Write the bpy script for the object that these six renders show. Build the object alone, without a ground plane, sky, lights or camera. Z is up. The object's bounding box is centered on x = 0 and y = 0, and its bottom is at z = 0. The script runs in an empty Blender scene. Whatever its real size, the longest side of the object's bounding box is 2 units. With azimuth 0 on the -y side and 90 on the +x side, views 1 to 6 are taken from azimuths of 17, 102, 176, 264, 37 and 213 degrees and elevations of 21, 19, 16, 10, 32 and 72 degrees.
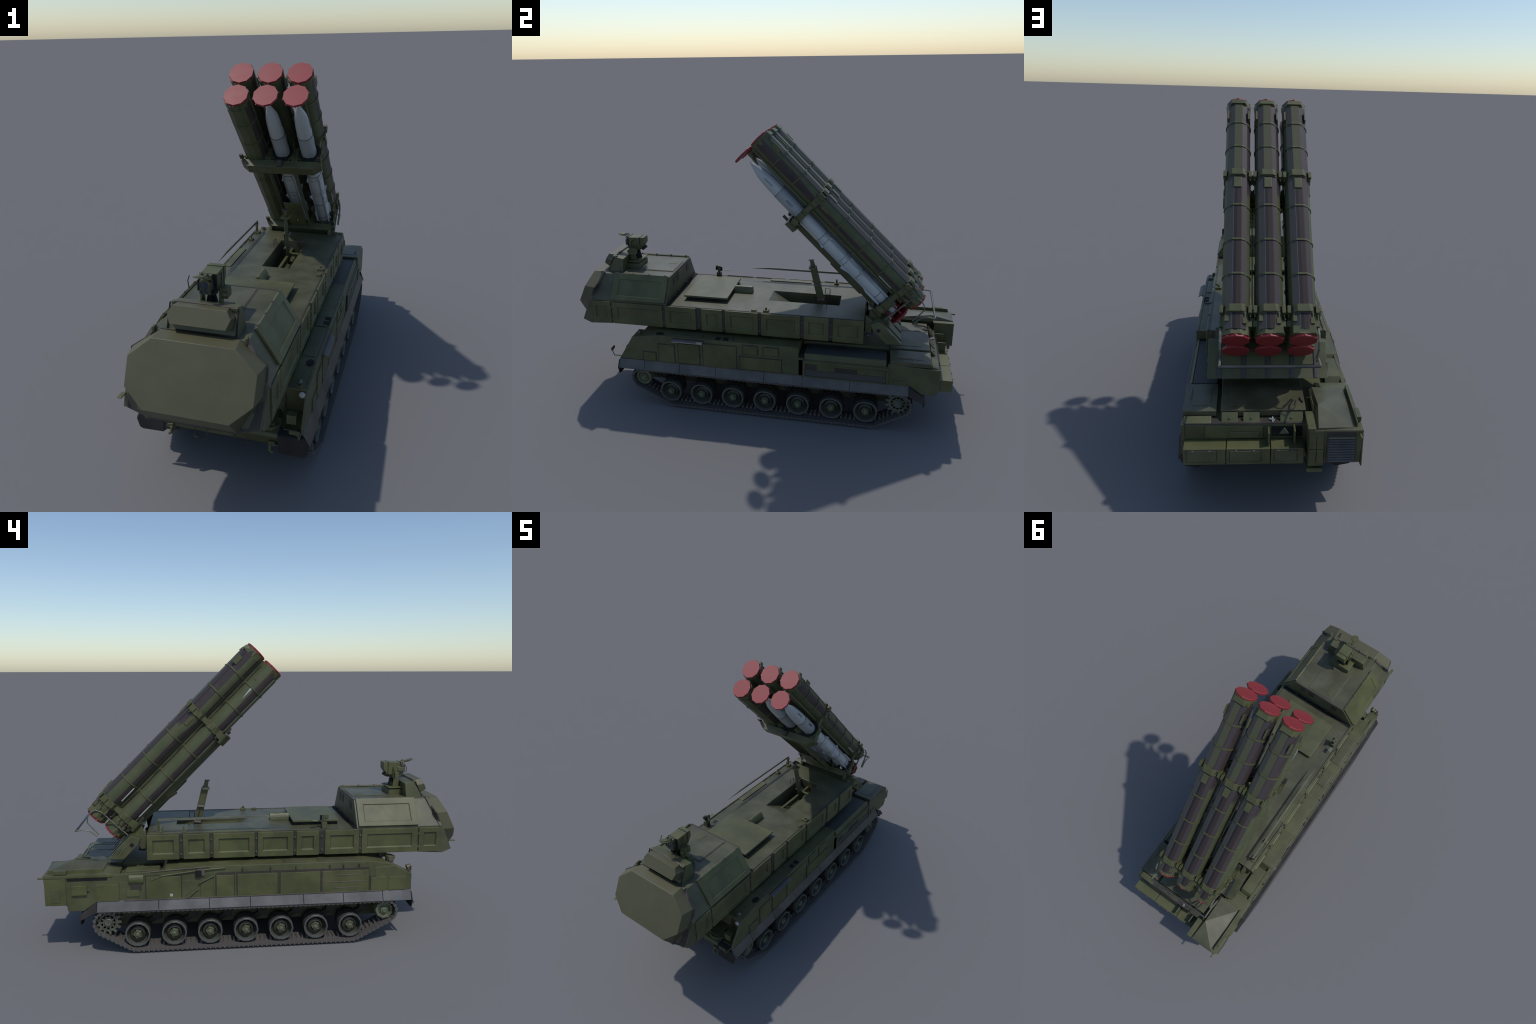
"""Tracked missile launcher vehicle, built part by part (front faces -y)."""
import bpy, bmesh, math, random
from math import sin, cos, pi, radians, sqrt
from mathutils import Vector, Matrix

random.seed(7)
R2 = sqrt(2.0)

# ------------------------------------------------------------------ materials
def N(nt, kind, **kw):
    n = nt.nodes.new(kind)
    for k, v in kw.items():
        setattr(n, k, v)
    return n


def mix_rgb(nt, fac, a, b, blend='MIX'):
    m = N(nt, 'ShaderNodeMix', data_type='RGBA', blend_type=blend)
    for sock, val in ((m.inputs[0], fac), (m.inputs[6], a), (m.inputs[7], b)):
        if hasattr(val, 'is_output'):
            nt.links.new(val, sock)
        elif isinstance(val, (int, float)):
            sock.default_value = val
        else:
            sock.default_value = (*val, 1.0)
    return m.outputs[2]


def math_node(nt, op, a, b=None, clamp=False):
    m = N(nt, 'ShaderNodeMath', operation=op, use_clamp=clamp)
    for i, v in enumerate((a, b)):
        if v is None:
            continue
        if hasattr(v, 'is_output'):
            nt.links.new(v, m.inputs[i])
        else:
            m.inputs[i].default_value = v
    return m.outputs[0]


def noise(nt, co, scale, detail=4.0, rough=0.6):
    n = N(nt, 'ShaderNodeTexNoise')
    n.inputs['Scale'].default_value = scale
    n.inputs['Detail'].default_value = detail
    n.inputs['Roughness'].default_value = rough
    nt.links.new(co, n.inputs['Vector'])
    return n.outputs[0]


def step(nt, val, lo, hi):
    m = N(nt, 'ShaderNodeMapRange', interpolation_type='SMOOTHSTEP')
    nt.links.new(val, m.inputs[0])
    m.inputs[1].default_value = lo
    m.inputs[2].default_value = hi
    return m.outputs[0]


def new_mat(name):
    m = bpy.data.materials.new(name)
    m.use_nodes = True
    nt = m.node_tree
    return m, nt, nt.nodes['Principled BSDF']


def edge_mask(nt, radius):
    """1 on sharp edges, from the rounded normal of the Bevel node."""
    bev = N(nt, 'ShaderNodeBevel', samples=4)
    bev.inputs[0].default_value = radius
    geo = N(nt, 'ShaderNodeNewGeometry')
    dot = N(nt, 'ShaderNodeVectorMath', operation='DOT_PRODUCT')
    nt.links.new(bev.outputs[0], dot.inputs[0])
    nt.links.new(geo.outputs['True Normal'], dot.inputs[1])
    return step(nt, math_node(nt, 'SUBTRACT', 1.0, dot.outputs['Value']), 0.03, 0.22)


def paint(name, base, vary=0.22, dirt=(0.10, 0.085, 0.07), dirt_amt=0.25, rough=0.5,
          wear=0.35, spec=0.5, bump=0.12, scratches=True, metal=0.0):
    m, nt, p = new_mat(name)
    co = N(nt, 'ShaderNodeTexCoord').outputs['Object']
    dark = tuple(c * (1 - vary) for c in base)
    light = tuple(min(1, c * (1 + vary)) for c in base)
    col = mix_rgb(nt, step(nt, noise(nt, co, 9.0, 5.0), 0.3, 0.7), dark, light)
    grime = math_node(nt, 'MULTIPLY', step(nt, noise(nt, co, 4.5, 6.0, 0.7), 0.5, 0.75), dirt_amt)
    col = mix_rgb(nt, grime, col, dirt)
    if scratches:
        mp = N(nt, 'ShaderNodeMapping')
        mp.inputs['Scale'].default_value = (60, 60, 14)
        nt.links.new(co, mp.inputs[0])
        sc = step(nt, noise(nt, mp.outputs[0], 1.6, 3.0, 0.7), 0.70, 0.76)
        col = mix_rgb(nt, math_node(nt, 'MULTIPLY', sc, 0.22), col, tuple(min(1, c * 1.9 + .02) for c in base))
    if wear > 0:
        broken = step(nt, noise(nt, co, 55.0, 3.0), 0.42, 0.62)
        msk = math_node(nt, 'MULTIPLY', edge_mask(nt, 0.0035), math_node(nt, 'MULTIPLY', broken, wear))
        col = mix_rgb(nt, msk, col, (0.17, 0.145, 0.125))
    nt.links.new(col, p.inputs['Base Color'])
    rr = N(nt, 'ShaderNodeMapRange')
    nt.links.new(noise(nt, co, 25.0, 3.0), rr.inputs[0])
    rr.inputs[3].default_value = rough - 0.08
    rr.inputs[4].default_value = rough + 0.08
    nt.links.new(rr.outputs[0], p.inputs['Roughness'])
    p.inputs['Specular IOR Level'].default_value = spec
    p.inputs['Metallic'].default_value = metal
    if bump:
        b = N(nt, 'ShaderNodeBump')
        b.inputs['Strength'].default_value = bump
        b.inputs['Distance'].default_value = 0.001
        nt.links.new(noise(nt, co, 160.0, 3.0), b.inputs['Height'])
        nt.links.new(b.outputs[0], p.inputs['Normal'])
    return m


GREEN = (0.074, 0.078, 0.034)
BROWN = (0.058, 0.044, 0.046)
M = {}
M['green'] = paint('olive_paint', GREEN)
M['green2'] = paint('olive_paint_panel', (0.077, 0.082, 0.031), dirt_amt=0.12)
M['deck'] = paint('deck_paint', (0.068, 0.069, 0.037), rough=0.46, dirt=(0.11, 0.10, 0.085), dirt_amt=0.4)
M['radome'] = paint('radome_paint', (0.083, 0.079, 0.040), vary=0.06, dirt_amt=0.06, rough=0.55, wear=0.1)
M['seam'] = paint('worn_seam', (0.044, 0.039, 0.033), dirt=(0.10, 0.08, 0.066), dirt_amt=0.5, spec=0.3, scratches=False)
M['worn'] = paint('worn_primer', (0.098, 0.080, 0.064), dirt=(0.15, 0.115, 0.095), dirt_amt=0.6, spec=0.35, scratches=False)
M['dark'] = paint('near_black', (0.012, 0.013, 0.012), wear=0, scratches=False, rough=0.7, spec=0.2)  # near-black colour for drawn-in openings and for dark fittings
M['rubber'] = paint('rubber_skirt', (0.108, 0.107, 0.107), vary=0.18, dirt=(0.13, 0.125, 0.12), dirt_amt=0.35,
                    rough=0.50, wear=0.2, metal=0.95)
M['flap'] = paint('rubber_flap', (0.030, 0.027, 0.026), rough=0.75, wear=0.1, spec=0.25)
M['tyre'] = paint('road_wheel_tyre', (0.040, 0.038, 0.030), rough=0.8, wear=0, spec=0.2)
M['rim'] = paint('wheel_rim', (0.125, 0.130, 0.120), metal=0.5, rough=0.5, dirt=(0.09, 0.08, 0.07), dirt_amt=0.5, wear=0.3)
M['wheel'] = paint('wheel_disc', (0.034, 0.037, 0.025), dirt=(0.075, 0.062, 0.038), dirt_amt=0.5)
M['hub'] = paint('wheel_hub', (0.105, 0.118, 0.070), dirt_amt=0.3)
M['track'] = paint('track_steel', (0.090, 0.083, 0.078), vary=0.35, dirt=(0.15, 0.105, 0.08), dirt_amt=0.6,
                   rough=0.6, wear=0.4)
M['sprocket'] = paint('sprocket_steel', (0.085, 0.090, 0.066), vary=0.3, dirt=(0.10, 0.075, 0.05), dirt_amt=0.6)
M['red'] = paint('red_cover', (0.245, 0.020, 0.026), vary=0.06, dirt=(0.22, 0.05, 0.05), dirt_amt=0.15, rough=0.5,
                 wear=0.12, scratches=False)
M['white'] = paint('missile_white', (0.42, 0.44, 0.45), vary=0.08, dirt=(0.30, 0.31, 0.31), dirt_amt=0.35, rough=0.35,
                   wear=0.05, bump=0, scratches=False)
M['grey'] = paint('missile_grey', (0.30, 0.32, 0.335), vary=0.08, dirt=(0.26, 0.27, 0.27), dirt_amt=0.3, rough=0.4,
                  wear=0.05, bump=0, scratches=False)
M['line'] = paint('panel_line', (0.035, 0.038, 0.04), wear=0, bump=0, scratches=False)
M['pale'] = paint('pale_metal', (0.33, 0.33, 0.31), dirt=(0.2, 0.19, 0.17), dirt_amt=0.4, wear=0)
M['hose'] = paint('hose_cover', (0.125, 0.130, 0.095), dirt=(0.08, 0.07, 0.06), dirt_amt=0.3, wear=0)
M['lens'] = paint('lens_glass', (0.02, 0.035, 0.06), rough=0.12, wear=0, bump=0, scratches=False)


def mesh_mat():
    m, nt, p = new_mat('air_grille')
    co = N(nt, 'ShaderNodeTexCoord').outputs['Object']
    sx = N(nt, 'ShaderNodeSeparateXYZ')
    nt.links.new(co, sx.inputs[0])
    waves = []
    for ax in (0, 1):
        s = math_node(nt, 'SINE', math_node(nt, 'MULTIPLY', sx.outputs[ax], 900.0))
        waves.append(step(nt, s, -0.2, 0.5))
    g = math_node(nt, 'MULTIPLY', waves[0], waves[1])
    col = mix_rgb(nt, g, (0.050, 0.054, 0.050), (0.010, 0.011, 0.011))
    nt.links.new(col, p.inputs['Base Color'])
    p.inputs['Roughness'].default_value = 0.6
    return m


M['grille'] = mesh_mat()


def camo_mat(name, upper):
    """Lengthwise green and brown bands round the canister (axis = local z, duct on +y)."""
    m, nt, p = new_mat(name)
    co = N(nt, 'ShaderNodeTexCoord').outputs['Object']
    sx = N(nt, 'ShaderNodeSeparateXYZ')
    nt.links.new(co, sx.inputs[0])
    x, y, z = sx.outputs
    mul = lambda a, b: math_node(nt, 'MULTIPLY', a, b)
    add = lambda a, b: math_node(nt, 'ADD', a, b)
    sub = lambda a, b: math_node(nt, 'SUBTRACT', a, b)
    ax = math_node(nt, 'ABSOLUTE', x)
    wob = mul(sub(noise(nt, co, 4.0, 2.0), 0.5), 0.010)
    yw = add(y, wob)

    def band(centre, half):
        return sub(1.0, step(nt, sub(math_node(nt, 'ABSOLUTE', sub(yw, centre)), half), -0.0006, 0.0006))
    green = mix_rgb(nt, step(nt, noise(nt, co, 12.0, 4.0), 0.3, 0.7), (0.074, 0.086, 0.044), (0.096, 0.106, 0.056))
    brown = mix_rgb(nt, step(nt, noise(nt, co, 10.0, 4.0), 0.3, 0.7), (0.043, 0.034, 0.035), (0.062, 0.049, 0.048))
    right = step(nt, x, -0.0005, 0.0005)
    if upper:
        c1 = add(0.004, mul(step(nt, z, 0.42, 0.58), -0.017))
        g_left = math_node(nt, 'MAXIMUM', band(c1, 0.0160), mul(step(nt, yw, 0.0, 0.001), sub(1.0, step(nt, z, 0.46, 0.50))))
        c2 = add(-0.012, mul(step(nt, z, 0.40, 0.75), 0.010))
        h2 = add(0.010, mul(step(nt, z, 0.50, 0.78), 0.012))
        g_right = sub(1.0, band(c2, h2))
        g = add(mul(g_left, sub(1.0, right)), mul(g_right, right))
        under = sub(1.0, step(nt, yw, -0.040, -0.038))
        g = math_node(nt, 'MAXIMUM', g, under)
    else:
        g = band(-0.021, 0.024)
    col = mix_rgb(nt, g, brown, green)
    duct = mul(step(nt, y, 0.0350, 0.0362), step(nt, sub(0.0378, ax), 0.0, 0.0004))
    if upper:
        # four facets of differing tone; the forward run of the crown is green
        tone = mix_rgb(nt, step(nt, x, -0.0205, -0.0200), (0.052, 0.044, 0.047), (0.042, 0.029, 0.027))
        tone = mix_rgb(nt, step(nt, x, -0.0002, 0.0002), tone, (0.017, 0.017, 0.021))
        tone = mix_rgb(nt, step(nt, x, 0.0116, 0.0120), tone, (0.078, 0.074, 0.068))
        wedge = add(z, mul(ax, -3.0))
        front = mul(step(nt, wedge, 0.555, 0.565), step(nt, sub(0.0165, ax), 0.0, 0.0005))
        tone = mix_rgb(nt, front, tone, (0.076, 0.080, 0.046))
        col = mix_rgb(nt, duct, col, tone)
    else:
        col = mix_rgb(nt, duct, col, green)
    scuff = step(nt, noise(nt, co, 38.0, 4.0, 0.7), 0.66, 0.72)
    col = mix_rgb(nt, mul(scuff, 0.15), col, (0.14, 0.13, 0.105))
    nt.links.new(col, p.inputs['Base Color'])
    p.inputs['Roughness'].default_value = 0.46
    p.inputs['Specular IOR Level'].default_value = 0.25
    return m


M['camo_up'] = camo_mat('canister_camouflage_upper', True)
M['camo_low'] = camo_mat('canister_camouflage_lower', False)

# ------------------------------------------------------------------ geometry helpers
def face(bm, vs):
    try:
        return bm.faces.new(vs)
    except ValueError:
        return None


def loft(bm, rings, cap0=True, cap1=True, closed=False):
    vr = [[bm.verts.new(p) for p in r] for r in rings]
    n = len(vr[0])
    pairs = list(zip(vr, vr[1:])) + ([(vr[-1], vr[0])] if closed else [])
    for a, b in pairs:
        for i in range(n):
            face(bm, (a[i], a[(i + 1) % n], b[(i + 1) % n], b[i]))
    if not closed:
        if cap0:
            face(bm, vr[0][::-1])
        if cap1:
            face(bm, vr[-1])


def box(bm, x0, x1, y0, y1, z0, z1):
    loft(bm, [[(x0, y0, z), (x1, y0, z), (x1, y1, z), (x0, y1, z)] for z in (z0, z1)])


def prism(bm, poly, x0, x1, fn=None):
    """Extrude a (y,z) profile along x, or along any mapping fn(u,v,w)."""
    fn = fn or (lambda u, v, w: (w, u, v))
    loft(bm, [[fn(u, v, w) for u, v in poly] for w in (x0, x1)])


def rect(u0, u1, v0, v1):
    return [(u0, v0), (u1, v0), (u1, v1), (u0, v1)]


def shrink(r, d):
    return rect(r[0][0] + d, r[1][0] - d, r[0][1] + d, r[2][1] - d)


def plate(bm, r, fn, d, window=None, depth=0.004, lip=0.004):
    rings = [(r, 0.0), (r, d)]
    if window:
        rings += [(window, d), (shrink(window, lip * .5), d - depth), ]
    loft(bm, [[fn(u, v, w) for u, v in rr] for rr, w in rings])


def basis(d):
    d = Vector(d).normalized()
    a = Vector((0, 0, 1)) if abs(d.z) < 0.9 else Vector((1, 0, 0))
    u = d.cross(a).normalized()
    return d, u, d.cross(u)


def cyl(bm, p0, p1, r0, r1=None, seg=12, cap=True, rot=0.0):
    r1 = r0 if r1 is None else r1
    p0, p1 = Vector(p0), Vector(p1)
    d, u, v = basis(p1 - p0)
    rings = []
    for p, r in ((p0, r0), (p1, r1)):
        rings.append([p + r * (cos(rot + 2 * pi * i / seg) * u + sin(rot + 2 * pi * i / seg) * v) for i in range(seg)])
    loft(bm, rings, cap, cap)


def lathe(bm, profile, p0, d, seg=16, rot=0.0, closed=False, cap=True):
    """profile: (distance along d, radius)"""
    p0 = Vector(p0)
    d, u, v = basis(d)
    loft(bm, [[p0 + d * h + max(r, 1e-5) * (cos(rot + 2 * pi * i / seg) * u + sin(rot + 2 * pi * i / seg) * v)
               for i in range(seg)] for h, r in profile], cap, cap, closed=closed)


def pipe(bm, pts, r, seg=6, flat=None):
    """Round (or flattened) bar through the points."""
    pts = [Vector(p) for p in pts]
    rings = []
    ref = None
    for i, p in enumerate(pts):
        t = (pts[min(i + 1, len(pts) - 1)] - pts[max(i - 1, 0)]).normalized()
        if ref is None:
            _, u, v = basis(t)
        else:
            u = (ref - t * ref.dot(t)).normalized()
            v = t.cross(u)
        ref = u
        ry = flat if flat else r
        rings.append([p + r * cos(2 * pi * k / seg) * u + ry * sin(2 * pi * k / seg) * v for k in range(seg)])
    loft(bm, rings)


def hexa(bm, bottom, top):
    loft(bm, [bottom, top])


COL = bpy.context.scene.collection


def mesh_of(bm, name, mats, smooth=None):
    bmesh.ops.recalc_face_normals(bm, faces=bm.faces[:])
    me = bpy.data.meshes.new(name)
    bm.to_mesh(me)
    bm.free()
    for mt in (mats if isinstance(mats, (list, tuple)) else [mats]):
        me.materials.append(mt)
    if smooth:
        me.polygons.foreach_set('use_smooth', [True] * len(me.polygons))
        me.set_sharp_from_angle(angle=radians(smooth))
    return me


def obj_of(me, name, parent, loc=None, rot=None, bevel=0.0):
    o = bpy.data.objects.new(name, me)
    COL.objects.link(o)
    o.parent = parent
    if loc is not None:
        o.location = loc
    if rot is not None:
        o.rotation_euler = rot
    if bevel:
        b = o.modifiers.new('bevel', 'BEVEL')
        b.width = bevel
        b.segments = 2
        b.limit_method = 'ANGLE'
        b.angle_limit = radians(35)
        b.harden_normals = False
    return o


def part(name, mat, parent, build, bevel=0.0015, smooth=None, loc=None, rot=None, kind=None):
    bm = bmesh.new()
    build(bm)
    o = obj_of(mesh_of(bm, name, M[mat] if isinstance(mat, str) else [M[k] for k in mat], smooth), name, parent, loc, rot, bevel)
    if kind:
        o['kind'] = kind
    return o


def empty(name, parent=None):
    o = bpy.data.objects.new(name, None)
    o.empty_display_size = 0.1
    COL.objects.link(o)
    o.parent = parent
    return o


LEFT = lambda X: (lambda u, v, w: (-X - w, u, v))     # u=y v=z on the -x flank
RIGHT = lambda X: (lambda u, v, w: (X + w, u, v))
REAR = lambda Y: (lambda u, v, w: (u, Y + w, v))
TOP = lambda Z: (lambda u, v, w: (u, v, Z + w))

vehicle = empty('missile_launcher_vehicle')
vehicle['label'] = 'olive green tracked missile launcher with six raised canisters'
vehicle['category'] = 'military vehicle'

bolts = []          # (point, normal, radius) gathered into one "stuff" part


def bolt(p, n, r=0.0032):
    bolts.append((p, n, r))


# ================================================================== HULL
HX = 0.302


def b_lower(bm):
    prism(bm, [(-0.672, 0.155), (-0.59, 0.088), (0.66, 0.084), (0.775, 0.15), (0.775, 0.26), (-0.70, 0.26)], -0.195, 0.195)


hull = part('hull', 'green', vehicle, b_lower)


def b_sponson(bm):
    # broad upper hull: fighting-compartment deck, glacis and engine deck
    prism(bm, [(-0.715, 0.222), (-0.712, 0.236), (-0.612, 0.256), (-0.600, 0.378), (-0.57, 0.25), (-0.66, 0.20)], -0.255, 0.212)
    box(bm, 0.21, 0.29, -0.646, -0.60, 0.372, 0.379)
    prism(bm, [(-0.725, 0.228), (-0.725, 0.236), (-0.60, 0.262), (-0.60, 0.25)], 0.21, 0.29)
    prism(bm, [(-0.605, 0.25), (-0.615, 0.379), (-0.515, 0.398), (0.215, 0.398), (0.215, 0.330),
               (0.640, 0.330), (0.640, 0.352), (0.876, 0.344), (0.876, 0.212), (0.80, 0.212), (0.735, 0.25)], -0.290, 0.290)
    for sx in (-1, 1):
        a, b = sorted((sx * 0.2895, sx * HX))
        prism(bm, [(-0.722, 0.252), (-0.645, 0.378), (-0.515, 0.399), (0.2145, 0.399), (0.2145, 0.338),
                   (0.640, 0.338), (0.640, 0.355), (0.878, 0.346), (0.878, 0.235), (0.862, 0.21), (0.80, 0.21), (0.742, 0.25)], a, b)
    # left engine deck is filled up to the turret
    prism(bm, [(0.2, 0.397), (0.43, 0.390), (0.45, 0.364), (0.645, 0.355), (0.645, 0.30), (0.2, 0.30)], -HX + .001, -0.10)
    prism(bm, [(0.2, 0.397), (0.44, 0.386), (0.645, 0.374), (0.645, 0.30), (0.2, 0.30)], -HX + .0005, -0.286)
    prism(bm, [(0.452, 0.362), (0.46, 0.386), (0.61, 0.384), (0.628, 0.360)], -0.285, -0.225)
    # left bow locker with an upright front
    prism(bm, [(-0.726, 0.25), (-0.726, 0.330), (-0.642, 0.3725), (-0.55, 0.367), (-0.55, 0.25)], -HX - 0.002, -0.252)
    # centre engine deck under the launcher
    box(bm, -0.13, 0.17, 0.22, 0.645, 0.32, 0.372)


part('sponson', 'green', hull, b_sponson, bevel=0.002)

# --- flank doors
doorsL = [(-0.699, -0.612, .252, .320), (-0.601, -0.528, .250, .320), (-0.517, -0.294, .249, .357), (-0.284, -0.096, .251, .357),
          (-0.083, 0.104, .249, .358), (0.12, 0.201, .249, .355), (0.362, 0.52, .249, .360), (0.644, 0.744, .250, .332)]
doorsR = [(-0.587, -0.522, .255, .301), (-0.503, -0.421, .254, .352), (-0.397, -0.288, .258, .366), (-0.266, -0.096, .254, .376),
          (-0.059, 0.010, .342, .386), (0.043, 0.115, .345, .386), (-0.076, 0.13, .256, .324)]
for lst, fn, sx in ((doorsL, LEFT(HX), -1), (doorsR, RIGHT(HX), 1)):
    for (y0, y1, z0, z1) in lst:
        part('stowage_door', 'green2', hull, lambda bm: plate(bm, rect(y0, y1, z0, z1), fn, 0.0042), bevel=0.0012)
        part('door_seam', 'seam', hull, lambda bm: plate(bm, rect(y0 - .005, y1 + .005, max(z0 - .005, .25), z1 + .005), fn, 0.0012), bevel=0)
        w = y1 - y0
        k = 2 if w < 0.15 else 3
        for i in range(k):
            yy = y0 + 0.014 + (w - 0.028) * i / (k - 1)
            bolt((sx * (HX + .004), yy, z1 - 0.011), (sx, 0, 0), 0.0036)
            bolt((sx * (HX + .004), yy, z0 + 0.002), (sx, 0, 0), 0.0030)
# pentagonal door with the oblique top, left flank
part('stowage_door', 'green2', hull, lambda bm: prism(bm, [(0.216, .249), (0.273, .249), (0.273, .318), (0.216, .349)],
     -HX - .004, -HX), bevel=0.0012)
# raised ribs pressed in one door
for zz, a, b in ((.337, -0.466, -0.352), (.303, -0.508, -0.312), (.274, -0.466, -0.352)):
    part('door_rib', 'worn', hull, lambda bm: plate(bm, rect(a, b, zz - .0022, zz + .0022), LEFT(HX + .0042), .0012), bevel=.0006)
# upper rail along the left flank with blanked ports
part('flank_strip', 'seam', hull, lambda bm: plate(bm, rect(-0.52, 0.20, .361, .369), LEFT(HX), .0015), bevel=0)
for yy in (-0.47, -0.395, -0.33, -0.17, -0.05, 0.08):
    part('tie_down', 'seam', hull, lambda bm: plate(bm, rect(yy - .003, yy + .003, .372, .388), LEFT(HX), .006))
# oblique conduit, bars and struts aft on the left flank
part('tow_bar', 'green', hull, lambda bm: pipe(bm, [(-0.304, 0.51, .338), (-0.306, 0.45, .362), (-0.306, 0.27, .384), (-0.305, 0.16, .390)], 0.004))
part('tow_bar', 'worn', hull, lambda bm: pipe(bm, [(-0.302, 0.50, .381), (-0.303, 0.42, .387), (-0.303, 0.23, .3975)], 0.0025))
part('side_strut', 'green', hull, lambda bm: pipe(bm, [(-0.308, 0.28, .322), (-0.308, 0.212, .356)], 0.005))
part('side_strut', 'green', hull, lambda bm: pipe(bm, [(-0.306, 0.335, .252), (-0.306, 0.285, .295)], 0.0045))
part('mirror_arm', 'worn', hull, lambda bm: plate(bm, rect(0.253, 0.288, .358, .388), LEFT(HX), .008))
part('mirror_glass', 'dark', hull, lambda bm: plate(bm, rect(0.268, 0.296, .352, .384), LEFT(HX), .010))
part('marker_plate', 'pale', hull, lambda bm: plate(bm, rect(0.40, 0.414, .263, .276), LEFT(HX + .0042), .002))
part('marker_plate', 'pale', hull, lambda bm: plate(bm, rect(-0.302, -0.288, .372, .379), RIGHT(HX), .01))
part('door_awning', 'rubber', hull, lambda bm: prism(bm, [(.297, .394), (.312, .393), (.329, .383), (.328, .380), (.311, .389), (.297, .390)], -0.424, -0.262,
     lambda u, v, w: (u, w, v)))
part('rear_door', 'green2', hull, lambda bm: plate(bm, rect(.551, .608, .268, .300), LEFT(HX), .004))
part('rear_door', 'green2', hull, lambda bm: plate(bm, rect(.669, .729, .248, .273), RIGHT(HX), .004))
# muffler drum
part('muffler', 'green2', hull, lambda bm: cyl(bm, (-0.284, 0.531, .347), (-0.284, 0.597, .347), 0.029, seg=20), smooth=40)
part('muffler_bracket', 'seam', hull, lambda bm: box(bm, -.306, -.27, .54, .59, .30, .33))

# --- right engine bay: recessed radiator with mesh lid and side vents
part('radiator_box', 'green', hull, lambda bm: prism(bm, [(0.298, .338), (0.292, .365), (0.284, .368), (0.282, .362), (0.19, .362), (0.19, .33)],
     0.242, 0.632, lambda u, v, w: (u, w, v)))
part('radiator_grille', 'grille', hull, lambda bm: box(bm, .19, .2822, .25, .626, .3622, .3645), bevel=0)
part('bay_dark_fill', 'dark', hull, lambda bm: (box(bm, .19, .288, .2155, .2415, .331, .36), box(bm, .19, .29, .6325, .6465, .331, .356)), bevel=0)  # near-black blocks fill the bay ends in place of open gaps
part('vent_frame', 'green', hull, lambda bm: plate(bm, rect(.236, .645, .249, .336), RIGHT(HX), .008, rect(.247, .634, .254, .324), .007, .002))
part('vent_grille', 'grille', hull, lambda bm: plate(bm, rect(.249, .632, .255, .286), RIGHT(HX), .003), bevel=0)
part('vent_cover', 'seam', hull, lambda bm: (plate(bm, rect(.25, .303, .289, .316), RIGHT(HX), .004), plate(bm, rect(.392, .498, .289, .310), RIGHT(HX), .004)))
part('pillar', 'green', hull, lambda bm: box(bm, .27, HX, .2145, .24, .25, .345))

# --- rear deck hatches
part('engine_hatch', 'deck', hull, lambda bm: box(bm, .183, .300, .648, .836, .352, .373))
part('engine_hatch', 'deck', hull, lambda bm: box(bm, -.130, .168, .646, .836, .352, .375))
for x0, x1 in ((.205, .268), (.08, .138), (-.088, -.03)):
    part('hatch_panel', 'deck', hull, lambda bm: box(bm, x0, x1, .68, .80, .373, .3765 if x1 < .2 else .3745), bevel=.001)
part('hatch_handle', 'worn', hull, lambda bm: (pipe(bm, [(.278, .70, .374), (.278, .70, .382), (.278, .75, .382), (.278, .75, .374)], .002)))
part('tow_cable', 'seam', hull, lambda bm: pipe(bm, [(-.055, .81, .377), (-.045, .845, .378), (-.07, .85, .379), (-.092, .82, .379), (-.10, .78, .379),
     (-.112, .76, .379), (-.122, .79, .379)], .003))
part('rear_gutter', 'seam', hull, lambda bm: box(bm, -.122, .30, .838, .8755, .334, .347))
for x0, x1 in ((.109, .165), (.033, .09), (-.118, -.038)):
    part('rear_bracket', 'green2', hull, lambda bm: prism(bm, [(.842, .340), (.842, .372), (.868, .344), (.872, .340)], x0, x1))
    bolt(((x0 + x1) / 2, .857, .358), (0, .7, .7), .005)
part('rear_wedge', 'green2', hull, lambda bm: prism(bm, [(.842, .344), (.842, .358), (.872, .347), (.872, .344)], .20, .295))
part('rear_clamp', 'pale', hull, lambda bm: (cyl(bm, (.0, .85, .35), (-.018, .866, .352), .0035), cyl(bm, (-.012, .85, .357), (-.012, .87, .347), .003)))
part('rear_plate', 'green2', hull, lambda bm: plate(bm, rect(.021, .220, .293, .341), REAR(.876), .006))
part('rear_plate', 'green', hull, lambda bm: plate(bm, rect(.034, .138, .298, .320), REAR(.8825), .003))
part('rear_dark_plate', 'dark', hull, lambda bm: plate(bm, rect(-.115, -.008, .298, .336), REAR(.876), .002), bevel=0)  # dark plate laid on the rear wall for a recess, nothing cut in
part('warning_triangle', 'hub', hull, lambda bm: prism(bm, [(-.052, .334), (-.034, .310), (-.069, .310)], .878, .884, lambda u, v, w: (u, w, v)))
part('tow_hook', 'green2', hull, lambda bm: (box(bm, .0, .006, .878, .925, .29, .34), box(bm, -.088, -.082, .878, .92, .29, .345)))

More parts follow.
